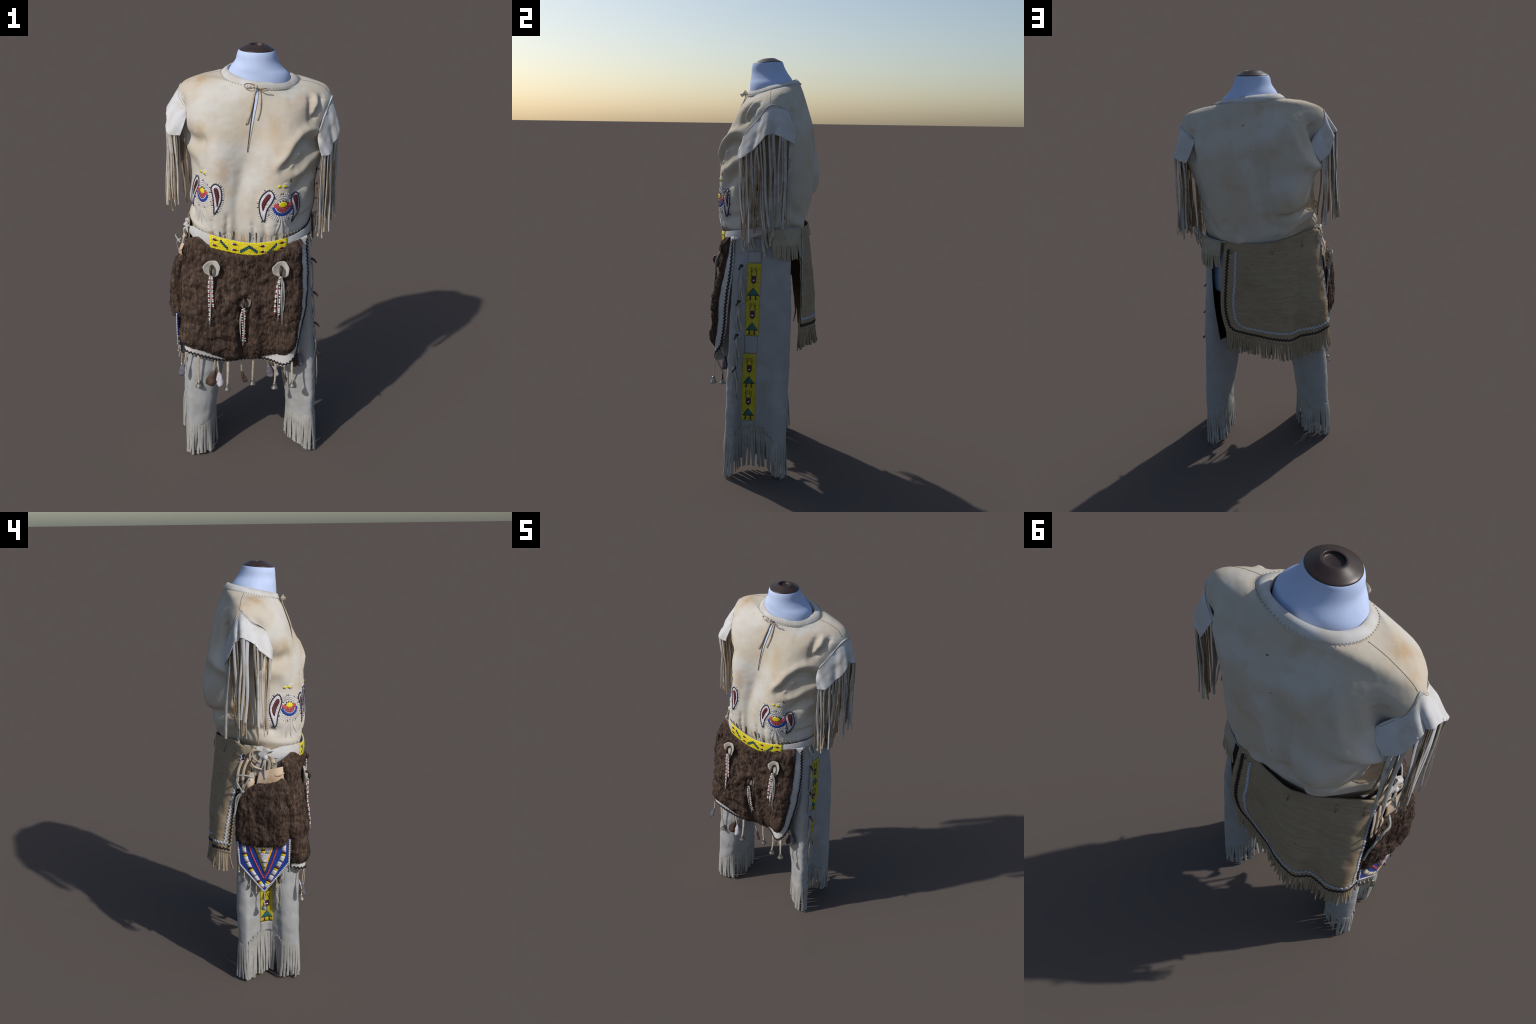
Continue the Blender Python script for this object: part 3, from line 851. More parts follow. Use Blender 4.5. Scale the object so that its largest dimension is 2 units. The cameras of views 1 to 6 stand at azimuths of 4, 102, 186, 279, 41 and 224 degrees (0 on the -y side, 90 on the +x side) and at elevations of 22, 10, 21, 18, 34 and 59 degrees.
# ================================================================== LEGGINGS
# outlines at a height, going round: inner, front, outer front, groove, outer back, back
RIGHT = {
    0.0: [(0.212, 0.010), (0.232, -0.058), (0.275, -0.083), (0.325, -0.106), (0.356, -0.101), (0.370, -0.062), (0.320, -0.045), (0.276, -0.034), (0.264, 0.012), (0.264, 0.060), (0.294, 0.106), (0.322, 0.135), (0.330, 0.185), (0.300, 0.196), (0.250, 0.165), (0.222, 0.095)],
    0.25: [(0.207, 0.020), (0.228, -0.058), (0.270, -0.085), (0.318, -0.102), (0.346, -0.096), (0.358, -0.058), (0.332, -0.044), (0.294, -0.032), (0.284, 0.012), (0.286, 0.058), (0.304, 0.100), (0.326, 0.135), (0.328, 0.182), (0.295, 0.190), (0.245, 0.155), (0.215, 0.095)],
    0.55: [(0.150, 0.030), (0.185, -0.060), (0.240, -0.088), (0.295, -0.098), (0.328, -0.090), (0.340, -0.055), (0.328, -0.038), (0.300, -0.026), (0.294, 0.012), (0.296, 0.058), (0.304, 0.100), (0.314, 0.145), (0.308, 0.190), (0.270, 0.195), (0.213, 0.146), (0.170, 0.090)],
    0.9: [(0.130, 0.030), (0.165, -0.065), (0.220, -0.086), (0.268, -0.090), (0.293, -0.082), (0.303, -0.052), (0.300, -0.032), (0.294, -0.012), (0.291, 0.020), (0.290, 0.058), (0.291, 0.100), (0.290, 0.145), (0.278, 0.188), (0.242, 0.192), (0.190, 0.160), (0.148, 0.100)],
    1.16: [(0.130, 0.030), (0.165, -0.065), (0.210, -0.088), (0.246, -0.083), (0.264, -0.070), (0.272, -0.045), (0.274, -0.030), (0.275, -0.005), (0.275, 0.025), (0.274, 0.060), (0.272, 0.105), (0.264, 0.145), (0.248, 0.178), (0.215, 0.180), (0.180, 0.155), (0.148, 0.100)],
}
LEFT = {
    0.0: [(-0.138, -0.080), (-0.150, -0.165), (-0.185, -0.200), (-0.222, -0.206), (-0.255, -0.201), (-0.276, -0.165), (-0.278, -0.130), (-0.254, -0.100), (-0.236, -0.055), (-0.268, -0.020), (-0.310, 0.020), (-0.332, 0.045), (-0.310, 0.082), (-0.255, 0.082), (-0.195, 0.055), (-0.148, -0.015)],
    0.25: [(-0.140, -0.070), (-0.148, -0.160), (-0.180, -0.194), (-0.220, -0.203), (-0.254, -0.198), (-0.276, -0.165), (-0.278, -0.130), (-0.260, -0.100), (-0.246, -0.058), (-0.270, -0.020), (-0.306, 0.018), (-0.323, 0.045), (-0.302, 0.084), (-0.255, 0.088), (-0.195, 0.062), (-0.152, 0.000)],
    0.55: [(-0.097, -0.060), (-0.106, -0.148), (-0.152, -0.186), (-0.205, -0.196), (-0.250, -0.188), (-0.270, -0.158), (-0.273, -0.128), (-0.264, -0.100), (-0.257, -0.060), (-0.272, -0.022), (-0.296, 0.014), (-0.310, 0.045), (-0.292, 0.084), (-0.245, 0.090), (-0.185, 0.068), (-0.125, 0.010)],
    0.9: [(-0.090, -0.060), (-0.105, -0.135), (-0.150, -0.168), (-0.205, -0.174), (-0.240, -0.162), (-0.256, -0.138), (-0.260, -0.115), (-0.260, -0.090), (-0.260, -0.055), (-0.264, -0.020), (-0.270, 0.010), (-0.272, 0.040), (-0.255, 0.070), (-0.215, 0.078), (-0.170, 0.060), (-0.120, 0.005)],
    1.16: [(-0.090, -0.060), (-0.105, -0.125), (-0.150, -0.152), (-0.200, -0.152), (-0.236, -0.132), (-0.252, -0.105), (-0.256, -0.085), (-0.258, -0.065), (-0.258, -0.045), (-0.258, -0.015), (-0.258, 0.010), (-0.252, 0.030), (-0.236, 0.052), (-0.200, 0.065), (-0.160, 0.048), (-0.115, 0.000)],
}


def legging(sections, sign, seed, start, end):
    g = empty("legging", ROOT)
    r = np.random.default_rng(seed)
    zs = sorted(sections)
    R = np.stack([cr(np.array([(x, y, z) for x, y in sections[z]]), 160, True) for z in zs])
    fine = cr(R, 400)
    zf = fine[:, 0, 2]

    def at(i, z):  # point on the leg wall; i is a fractional place around it
        j = np.interp(z, zf, np.arange(400))
        j0 = int(min(j, 398))
        f = j - j0
        row = fine[j0] * (1 - f) + fine[j0 + 1] * f
        i = i % 160
        i0 = int(i)
        return row[i0] * (1 - (i - i0)) + row[(i0 + 1) % 160] * (i - i0)

    nv = 110
    W = np.zeros((nv, 160, 3))
    for i in range(160):
        a = i / 10.0  # control point number: 0 inner, 3 front, 9 side, 13 back
        bot = start(a) + 0.022 + 0.004 * math.sin(i * 1.7)
        topz = 1.16
        if a > 13.6 or a < 0.6:
            topz = 0.64
        elif a > 12.4:
            topz = 0.64 + 0.52 * (13.6 - a) / 1.2
        elif a < 1.6:
            topz = 0.64 + 0.52 * (a - 0.6)
        for j, z in enumerate(np.linspace(bot, topz, nv)):
            W[j, i] = at(i, z)
    Nw = grid_normals(W, True)
    c = W[60].mean(0)
    if ((W[60] - c) * Nw[60]).sum() < 0:
        Nw = -Nw
    W = W + Nw * (0.004 * nz(W, 7, seed) + 0.0012 * nz(W, 30, seed + 2, 2))[..., None]
    V = np.concatenate([W.reshape(-1, 3), (W - Nw * 0.004).reshape(-1, 3)])
    n = nv * 160
    F = grid_faces(nv, 160, True)
    F += [tuple(q + n for q in f[::-1]) for f in F[:]]
    for i in range(160):
        b = (i + 1) % 160
        F += [(i, b, b + n, i + n), ((nv - 1) * 160 + i, (nv - 1) * 160 + b, (nv - 1) * 160 + b + n, (nv - 1) * 160 + i + n)]
    panel = add("leg_panel", V, F, "white", g)
    # fringe cut along the bottom
    per = np.r_[0, np.cumsum(np.linalg.norm(np.diff(np.r_[fine[60], fine[60][:1]], axis=0), axis=1))]
    count = 58
    for k in range(count):
        i = np.interp((k + 0.5) / count * per[-1], per, np.arange(161))
        a = i / 10.0
        z0 = start(a) + 0.036 + r.uniform(-0.006, 0.012)
        z1 = end(a) + abs(r.normal(0, 0.008))
        m = 12
        t = np.linspace(0, 1, m)
        dx = r.normal(0, 0.0045) * t**1.5 + 0.0025 * np.sin(t * 6 + r.uniform(0, 6)) * t
        base = np.array([at(i + 0.0, z0 + (z1 - z0) * q) for q in t])
        tg = np.array([at(i + 1.5, z0 + (z1 - z0) * q) - at(i - 1.5, z0 + (z1 - z0) * q) for q in t])
        tg /= np.linalg.norm(tg, axis=1, keepdims=True)
        nor = np.stack([tg[:, 1], -tg[:, 0], 0 * t], 1)
        cc = fine[60].mean(0)
        if ((base[0] - cc) * nor[0]).sum() < 0:
            nor = -nor
        base = base + tg * dx[:, None] + nor * (0.0006 - 0.003 * np.clip(1 - t * 6, 0, 1) + r.normal(0, 0.0045) * t**1.3)[:, None]
        tw = (r.normal(0, 0.35) * t)[:, None]
        w = per[-1] / count * r.uniform(0.9, 1.12) * (1 - 0.15 * t)
        add("fringe_strip", *ribbon_geo(base, tg * np.cos(tw) + nor * np.sin(tw), w, 0.004), "strip_white", g, angle=50)
    tree = bvh_of(panel)
    mp = caster(tree, lambda y, z: (sign * 0.7, y, z), (-sign, 0, 0))
    return g, mp, at


def smooth_between(a, pts):
    x = [p[0] for p in pts]
    y = [p[1] for p in pts]
    return float(np.interp(a, x, y))


legR, mapR, atR = legging(RIGHT, 1, 21, lambda a: smooth_between(a, [(0, 0.15), (3, 0.17), (5, 0.17), (7, 0.20), (9, 0.20), (11, 0.15), (13, 0.15), (15, 0.22), (16, 0.15)]),
                          lambda a: smooth_between(a, [(0, 0.05), (2, 0.03), (4, 0.0), (5, 0.008), (7, 0.02), (9, 0.03), (11, 0.012), (12, 0.004), (14, 0.02), (15, 0.04), (16, 0.05)]))
legL, mapL, atL = legging(LEFT, -1, 22, lambda a: smooth_between(a, [(0, 0.17), (2, 0.16), (4, 0.14), (6, 0.17), (9, 0.22), (11, 0.16), (13, 0.15), (15, 0.2), (16, 0.17)]),
                          lambda a: smooth_between(a, [(0, 0.008), (3, 0.002), (6, 0.008), (8, 0.02), (10, 0.006), (13, 0.004), (15, 0.015), (16, 0.008)]))


def picture_strip(g, mp, top, bottom, w, sgn):
    """yellow beaded strip with two horned faces and two skirts. top/bottom: (left edge y, z) seen from outside"""
    s = empty("beaded_strip", g)
    (y0, z0), (y1, z1) = top, bottom
    H = z0 - z1

    def uv(u, v):  # u 0..1 left-to-right seen from outside, v metres down
        y = y0 + (y1 - y0) * v / H
        return mp(y + sgn * u * w, z0 - v)

    rect = [(0, 0), (1, 0), (1, H), (0, H)]
    m = lambda a, b: uv(a / w, b)
    P = lambda pts: [(u * w, v) for u, v in pts]
    add("yellow_band", *patch_geo(P(rect), m, 0.0008, 0.002, 0.012), "yellow_dull", s)
    cell = H * 0.487
    k = cell / 490.0  # one drawing unit
    for c in range(2):
        v0 = 0.018 + c * cell
        X = lambda x: 0.5 + x * k / w
        Y = lambda y: v0 + y * k
        T = lambda pts: P([(X(x), Y(y)) for x, y in pts])
        face = empty("horned_face", s)
        face.parent = g
        bpy.data.objects.remove(face)
        horns = []
        for q in (-1, 1):
            for line in ([(q * 34, 0), (q * 42, 45), (q * 33, 68), (q * 44, 88), (q * 32, 118)], [(q * 33, 66), (q * 16, 40), (q * 14, 8)]):
                horns.append(patch_geo(stroke(resample(np.array(T(line)), 10), 7 * k), m, 0.0026, 0.0012, 0.02))
        add("horns", *join(horns), "navy", s)
        add("face", *patch_geo(T([(-34, 115), (34, 115), (36, 200), (0, 236), (-36, 200)]), m, 0.0026, 0.0014), "purple", s)
        add("mouth", *patch_geo(T([(-20, 172), (20, 172), (10, 192), (-10, 192)]), m, 0.0036, 0.0014), "bwhite", s)
        for q in (-1, 1):
            add("eye", *patch_geo(T([(q * 18 - 7, 138), (q * 18 + 7, 138), (q * 18 + 7, 150), (q * 18 - 7, 150)]), m, 0.0036, 0.0012), "maroon", s)
        tri = [(0, 278), (88, 392), (-88, 392)]
        add("skirt_outline", *patch_geo(T(tri), m, 0.0026, 0.001), "navy", s)
        add("skirt", *patch_geo(T([(0, 294), (70, 384), (-70, 384)]), m, 0.0034, 0.0014), "green", s)
        for q in (-1, 1):
            add("foot", *patch_geo(T([(q * 36 - 9, 394), (q * 36 + 9, 394), (q * 36 + 9, 432), (q * 36 + 9 + (14 if q > 0 else 0), 450), (q * 36 - 9 - (14 if q < 0 else 0), 450), (q * 36 - 9, 432)]), m, 0.0026, 0.0014), "maroon", s)
    return m


picture_strip(legR, mapR, (-0.008, 1.043), (-0.015, 0.698), 0.064, 1)
picture_strip(legR, mapR, (-0.024, 0.607), (-0.033, 0.270), 0.066, 1)
picture_strip(legL, mapL, (-0.016, 1.04), (-0.018, 0.70), 0.060, -1)
picture_strip(legL, mapL, (-0.020, 0.64), (-0.020, 0.305), 0.058, -1)
# plain stitched patches above, between and below the beaded strips
for g, mp, sg, rows in ((legR, mapR, 1, [(-0.006, 1.10, 1.046), (-0.018, 0.695, 0.61), (-0.034, 0.267, 0.215)]), (legL, mapL, -1, [(-0.018, 0.695, 0.645), (-0.02, 0.302, 0.25)])):
    for y, za, zb in rows:
        w = 0.063 if sg > 0 else 0.056
        pts = [(y, za), (y + sg * w, za), (y + sg * w, zb), (y, zb)]
        add("stitched_patch", *patch_geo(pts, mp, 0.0004, 0.0012, 0.015), "white", g)
        ring = np.array(pts + pts[:1])
        parts = []
        for a, b in zip(ring[:-1], ring[1:]):
            nst = max(3, int(np.linalg.norm(b - a) / 0.006))
            for i in range(nst):
                p, q = a + (b - a) * (i + 0.2) / nst, a + (b - a) * (i + 0.75) / nst
                parts.append(patch_geo(stroke([p, (p + q) / 2, q], 0.0016), mp, 0.0012, 0.0008, 0.02))
        add("patch_stitching", *join(parts), "stitch", g, stuff=True)
# side toggles with hanging thongs
for g, mp, sg, spots in ((legR, mapR, 1, [(-0.033, 1.03), (-0.041, 0.862), (-0.045, 0.702), (-0.048, 0.546)]), (legL, mapL, -1, [(-0.100, 1.02), (-0.105, 0.86), (-0.108, 0.70), (-0.108, 0.545)])):
    rr = np.random.default_rng(33 + sg)
    for i, (y, z) in enumerate(spots):
        t = empty("toggle_tassel", g)
        t.parent = g
        p, n = mp(y, z)
        n = V3(sg, -0.25, 0)
        n /= np.linalg.norm(n)
        disc = [(y + 0.020 * math.cos(a), z + 0.020 * math.sin(a)) for a in np.linspace(0, 2 * math.pi, 20, endpoint=False)]
        add("toggle_disc", *patch_geo(disc, mp, 0.001, 0.003, 0.012), "white", t)
        add("toggle_peg", *tube_geo(np.array([p, p + n * 0.012 + V3(0, 0, 0.004), p + n * 0.026 + V3(0, 0, -0.004), p + n * 0.034 + V3(0, 0, -0.014)]), [0.007, 0.0065, 0.005, 0.003], 8), "horn", t)
        for k in range(4):
            dy = (k - 1.5) * 0.007 + rr.normal(0, 0.002)
            ln = rr.uniform(0.11, 0.165)
            path = []
            for s in np.linspace(0, 1, 14):
                yy = y + dy * (0.3 + s) + 0.005 * math.sin(s * 5 + k * 1.3 + i)
                q, m = mp(yy, max(0.2, z - 0.012 - ln * s))
                path.append(V3(q[0], yy, z - 0.012 - ln * s) + V3(sg, 0, 0) * (0.005 + 0.006 * math.sin(s * math.pi) + 0.002 * k))
            add("thong", *ribbon_geo(np.array(path), (0, 1, 0), rr.uniform(0.005, 0.008), 0.003), "strip_white" if k != 2 else "thong", t, angle=50)

# ================================================================== FRONT APRON
apron = empty("front_apron", ROOT)
# rows from top to bottom, columns from its left edge (viewer's left) to its right edge: the leather sheet
AP = np.array([
    [(-0.275, -0.118, 1.135), (-0.250, -0.145, 1.150), (-0.205, -0.165, 1.160), (-0.10, -0.182, 1.135), (0.0, -0.183, 1.125), (0.10, -0.170, 1.130), (0.20, -0.132, 1.150), (0.245, -0.100, 1.158), (0.272, -0.078, 1.165)],
    [(-0.280, -0.130, 1.00), (-0.264, -0.168, 1.00), (-0.205, -0.186, 1.00), (-0.10, -0.192, 1.00), (0.0, -0.184, 1.00), (0.10, -0.170, 1.00), (0.205, -0.145, 1.00), (0.262, -0.122, 1.00), (0.290, -0.084, 1.00)],
    [(-0.282, -0.145, 0.85), (-0.270, -0.192, 0.85), (-0.215, -0.214, 0.85), (-0.11, -0.206, 0.85), (0.0, -0.176, 0.85), (0.10, -0.173, 0.85), (0.205, -0.178, 0.85), (0.266, -0.150, 0.86), (0.288, -0.098, 0.87)],
    [(-0.284, -0.155, 0.72), (-0.274, -0.205, 0.715), (-0.225, -0.226, 0.71), (-0.12, -0.208, 0.69), (0.0, -0.168, 0.68), (0.10, -0.160, 0.69), (0.205, -0.184, 0.70), (0.254, -0.162, 0.72), (0.274, -0.112, 0.74)],
    [(-0.282, -0.175, 0.605), (-0.272, -0.218, 0.597), (-0.225, -0.236, 0.588), (-0.10, -0.185, 0.535), (0.01, -0.140, 0.530), (0.11, -0.138, 0.530), (0.195, -0.182, 0.528), (0.238, -0.178, 0.565), (0.254, -0.135, 0.635)],
])
A = cr(AP, 90)
A = np.stack([cr(row, 100) for row in A])
NA = grid_normals(A)
if NA[45, 50][1] > 0:
    NA = -NA
A = A + NA * (0.004 * nz(A, 8, 2.0))[..., None]
add("leather_sheet", *sheet(A, 0.005, NA), "belt_white", apron)


def fur_layer(name, S, NS, thick, parent, amp=0.012, seed=1.0, tufts=6000, tl=0.024, cleft=None, clear=()):
    """thick displaced pelt over grid S plus lying tufts of hair"""
    nv, nu = S.shape[:2]
    u = np.linspace(0, 1, nu)[None, :]
    v = np.linspace(0, 1, nv)[:, None]
    edge = np.minimum(np.minimum(u, 1 - u) * 14, np.minimum(v, 1 - v) * 14)
    edge = np.sqrt(np.clip(edge, 0, 1))
    Q = S * np.array([1, 1, 0.45])
    h = thick * edge * (1 + 0.35 * nz(S, 14, seed)) + amp * edge * nz(Q, 30, seed, 3)
    if cleft:
        d, _ = seg_dist(S, cleft)
        h = h - thick * 1.5 * np.exp(-((d / 0.022) ** 2)) * edge + thick * 0.5 * np.exp(-(((d - 0.055) / 0.03) ** 2)) * edge
    P = S + NS * np.maximum(h, 0.004 * edge + 0.001)[..., None]
    V = np.concatenate([P.reshape(-1, 3), (S - NS * 0.001).reshape(-1, 3)])
    F, n = grid_faces(nv, nu), nv * nu
    rim = [j * nu for j in range(nv)] + [(nv - 1) * nu + i for i in range(1, nu)] + [j * nu + nu - 1 for j in range(nv - 2, -1, -1)] + [i for i in range(nu - 2, 0, -1)]
    F += [tuple(n + i for i in f[::-1]) for f in grid_faces(nv, nu)]
    for i in range(len(rim)):
        a, b = rim[i], rim[(i + 1) % len(rim)]
        F.append((a, b, b + n, a + n))
    o = add(name, V, F, "fur", parent)
    r = np.random.default_rng(int(seed * 10))
    NP = grid_normals(P)
    if (NP * NS).sum() < 0:
        NP = -NP
    dn = np.gradient(P, axis=0)
    dn /= np.linalg.norm(dn, axis=2, keepdims=True) + 1e-9
    jj, ii = r.integers(2, nv - 1, tufts), r.integers(1, nu - 1, tufts)
    for x, z in clear:
        ok = np.hypot(P[jj, ii, 0] - x, P[jj, ii, 2] - z) > 0.046
        jj, ii = jj[ok], ii[ok]
    tufts = len(jj)
    p, nn, d = P[jj, ii], NP[jj, ii], dn[jj, ii]
    sd = np.cross(nn, d)
    ang = (nz(p, 9, seed + 5) * 1.6 + r.normal(0, 0.25, tufts))[:, None]
    d = d * np.cos(ang) + sd * np.sin(ang)
    sd = np.cross(nn, d)
    L = (tl * r.uniform(0.6, 1.3, tufts))[:, None]
    w = (r.uniform(0.0012, 0.0026, tufts))[:, None]
    lift = r.uniform(0.0, 0.09, tufts)[:, None]
    rows = []
    for t, ww, up in ((0.0, 0.8, -0.10), (0.35, 1.0, 0.06), (0.72, 0.62, 0.10), (1.0, 0.08, 0.04)):
        c = p + d * L * t + nn * L * (lift * t + up * 0.5 - 0.02)
        rows += [c - sd * w * ww, c + nn * w * ww * 0.7, c + sd * w * ww]
    V = np.stack(rows, 1).reshape(-1, 3)
    F = []
    for k in range(tufts):
        b = k * 12
        for s in range(3):
            q = b + s * 3
            F += [(q, q + 3, q + 4, q + 1), (q + 1, q + 4, q + 5, q + 2)]
    me = bpy.data.meshes.new("fur_tufts")
    me.from_pydata(V.tolist(), [], F)
    me.materials.append(M["fur"].m)
    me.polygons.foreach_set("use_smooth", np.ones(len(me.polygons), dtype=bool))
    soft = np.repeat(nn * 0.9 + d * 0.15 + r.normal(0, 0.08, nn.shape), 12, 0)
    soft /= np.linalg.norm(soft, axis=1, keepdims=True)
    me.normals_split_custom_set_from_vertices(soft.tolist())
    t = bpy.data.objects.new("fur_tufts", me)
    bpy.context.scene.collection.objects.link(t)
    t.parent = parent
    t["kind"] = "stuff"
    return P, NP


def sub(Gr, u0, u1, v0, v1, nu, nv, low=None):
    """resampled region of a grid (bilinear); low(u) bends the lower border"""
    H, W = Gr.shape[:2]
    out = np.zeros((nv, nu, 3))
    for j in range(nv):
        for i in range(nu):
            t = i / (nu - 1)
            u = u0 + (u1 - u0) * t
            vb = v1 if low is None else low(t)
            v = v0 + (vb - v0) * j / (nv - 1)
            x, y = min(u * (W - 1), W - 1.001), min(v * (H - 1), H - 1.001)
            a, b = int(x), int(y)
            fx, fy = x - a, y - b
            out[j, i] = (Gr[b, a] * (1 - fx) + Gr[b, a + 1] * fx) * (1 - fy) + (Gr[b + 1, a] * (1 - fx) + Gr[b + 1, a + 1] * fx) * fy
    return out


low = lambda t: float(np.interp(t, [0, 0.15, 0.35, 0.5, 0.62, 0.8, 0.95, 1.0], [0.93, 0.915, 0.92, 0.985, 0.985, 0.91, 0.89, 0.83]))
SF = sub(A, -0.0, 0.865, 0.0, 1.0, 170, 190, low)
NF = sub(NA, -0.0, 0.865, 0.0, 1.0, 170, 190, low)
NF /= np.linalg.norm(NF, axis=2, keepdims=True)
FP, FN = fur_layer("fur_pelt", SF, NF, 0.020, apron, 0.005, 1.7, 17000, 0.016, [(0.0, -0.17, 0.86), (0.0, -0.17, 0.70), (0.005, -0.14, 0.53)], [(-0.148, 1.030), (0.162, 1.030), (0.0, 0.865), (0.162, 1.0), (-0.148, 1.0)])

# black zigzag braid along the free edges
def zigzag(path, nor, side, amp, pitch, width, thick, lift):
    n = max(8, int(np.linalg.norm(np.diff(path, axis=0), axis=1).sum() / pitch))
    P = resample(path, n * 4 + 1)
    j = np.linspace(0, len(path) - 1, len(P))
    idx = np.arange(len(path))
    Nn = np.stack([np.interp(j, idx, nor[:, q]) for q in range(3)], 1)
    Sd = np.stack([np.interp(j, idx, side[:, q]) for q in range(3)], 1)
    ph = np.sin(np.arange(len(P)) * math.pi / 2)
    Q = P + Sd * (ph * amp)[:, None] + Nn * lift
    return ribbon_geo(Q, Sd + 1e-6, width, thick) if False else tube_strip(Q, Nn, width, thick)


def tube_strip(Q, Nn, width, thick):
    tan = np.gradient(Q, axis=0)
    side = np.cross(tan, Nn)
    return ribbon_geo(Q, side, width, thick)


def edge_of(Gr, Nr, us, vs):
    """polyline on a grid through (u, v) pairs with normals and in-surface side vectors"""
    H, W = Gr.shape[:2]
    P, Nn = [], []
    for u, v in zip(us, vs):
        x, y = min(u * (W - 1), W - 1.001), min(v * (H - 1), H - 1.001)
        a, b, fx, fy = int(x), int(y), x - int(x), y - int(y)
        f = lambda g: (g[b, a] * (1 - fx) + g[b, a + 1] * fx) * (1 - fy) + (g[b + 1, a] * (1 - fx) + g[b + 1, a + 1] * fx) * fy
        P.append(f(Gr))
        Nn.append(f(Nr))
    P, Nn = np.array(P), np.array(Nn)
    tan = np.gradient(P, axis=0)
    side = np.cross(Nn, tan)
    side /= np.linalg.norm(side, axis=1, keepdims=True) + 1e-9
    return P, Nn, side


t = np.linspace(0, 1, 120)
us = np.r_[np.linspace(0.02, 0.965, 120), np.full(90, 0.97)]
vs = np.r_[np.full(120, 0.980), np.linspace(0.985, 0.02, 90)]
P, Nn, Sd = edge_of(A, NA, us, vs)
add("zigzag_braid", *zigzag(P, Nn, Sd, 0.0050, 0.0175, 0.0078, 0.0034, 0.003), "rick_black", apron, angle=60)

# rosettes with pegs and beaded thongs
FT = BVHTree.FromPolygons([Vector(p) for p in FP.reshape(-1, 3)], grid_faces(FP.shape[0], FP.shape[1]))
fur_front = caster(FT, lambda a, b: (a, -0.7, b), (0, 1, 0))


def rosette(x, z, rad, mat, strands, seed):
    g = empty("rosette", apron)
    r = np.random.default_rng(seed)
    p, n = fur_front(x, z)
    n = V3(0.05 * np.sign(x), -1, 0.12)
    n /= np.linalg.norm(n)
    c = p + n * 0.011
    s = np.cross(n, V3(0, 0, 1))
    s /= np.linalg.norm(s)
    up = np.cross(s, n)
    V, k = [c - n * 0.004], 36
    for q in (0.4, 0.8, 1.0):
        for i in range(k):
            a = 2 * math.pi * i / k
            rr = rad * q * (1 + 0.05 * math.sin(3 * a + seed) + 0.03 * math.sin(7 * a))
            V.append(c + s * rr * math.cos(a) + up * rr * math.sin(a) + n * (0.010 * q * q * (1 + 0.6 * math.sin(2 * a + 1)) - 0.003))
    V = np.array(V)
    F = [(0, 1 + i, 1 + (i + 1) % k) for i in range(k)]
    for q in range(2):
        F += [(1 + q * k + i, 1 + q * k + (i + 1) % k, 1 + (q + 1) * k + (i + 1) % k, 1 + (q + 1) * k + i) for i in range(k)]
    m = len(V)
    V = np.concatenate([V, V - n * 0.004])
    F += [tuple(m + i for i in f[::-1]) for f in F[:]]
    F += [(1 + 2 * k + i, 1 + 2 * k + (i + 1) % k, m + 1 + 2 * k + (i + 1) % k, m + 1 + 2 * k + i) for i in range(k)]
    add("suede_disc", V, F, mat, g)
    add("peg", *tube_geo(np.array([c + V3(0, 0, 0.014), c + n * 0.022 + V3(0, 0, 0.012), c + n * 0.026 + V3(0, 0, -0.004), c + n * 0.022 + V3(0, 0, -0.022)]), [0.006, 0.008, 0.008, 0.006], 9), "horn", g)
    st = c + n * 0.020 + V3(0, 0, -0.018)
    for dx, ln, kind in strands:
        k = 40
        path = []
        for q in np.linspace(0, 1, k):
            xx = st[0] + dx * min(1, q * 4) + 0.004 * math.sin(q * 4 + dx * 300)
            zz = st[2] - ln * q
            h, _ = fur_front(xx, zz)
            yy = min(st[1] * (1 - q) + (h[1] - 0.008) * q, h[1] - 0.006)
            path.append((xx, yy, zz))
        path = np.array(path)
        if kind == "thong":
            add("thong", *ribbon_geo(path, (1, 0, 0), 0.006 * (1 - 0.5 * np.linspace(0, 1, k) ** 3), 0.003), "strip_white" if rad > 0.035 else "strip", g, angle=50)
            continue
        d = np.r_[0, np.cumsum(np.linalg.norm(np.diff(path, axis=0), axis=1))]
        V, F, idx, o = [], [], [], 0
        pos, i = 0.004, 0
        seq = kind
        while pos < d[-1]:
            col, rb = {"r": (0, 0.0038), "w": (1, 0.0046), "k": (2, 0.0040), "W": (1, 0.0056)}[seq[i % len(seq)]]
            q = np.array([np.interp(pos, d, path[:, a]) for a in range(3)])
            v, f = bead_geo(q, rb)
            V.append(v)
            F += [tuple(e + o for e in h) for h in f]
            idx += [col] * len(f)
            o += len(v)
            pos += rb * 1.75
            i += 1
        add("bead_strand", np.concatenate(V), F, None, g, stuff=True, mats=["red_bead", "white_bead", "dark_bead"], idx=idx)
    return g


M["red_bead"] = plain("red_glass_bead", srgb(150, 40, 52), 0.25, vary=0.2, spec=0.5)
M["white_bead"] = plain("white_glass_bead", srgb(205, 200, 198), 0.3, vary=0.08, spec=0.5)
M["dark_bead"] = plain("dark_glass_bead", srgb(50, 44, 50), 0.25, vary=0.2, spec=0.5)
rosette(-0.148, 1.030, 0.039, "disc", [(-0.008, 0.235, "wrwwrw"), (0.010, 0.175, "wrwwrw"), (0.0, 0.20, "thong"), (-0.004, 0.255, "thong"), (0.004, 0.205, "thong")], 1)
rosette(0.162, 1.030, 0.039, "disc", [(-0.016, 0.20, "rwWrwW"), (-0.004, 0.21, "wkwrww"), (0.006, 0.20, "thong"), (0.016, 0.18, "thong"), (-0.008, 0.235, "thong"), (0.012, 0.25, "thong")], 2)
rosette(0.000, 0.865, 0.032, "disc_dark", [(-0.006, 0.20, "wkwkwr"), (0.008, 0.205, "kwkwkr"), (-0.012, 0.20, "thong"), (0.0, 0.225, "thong")], 3)


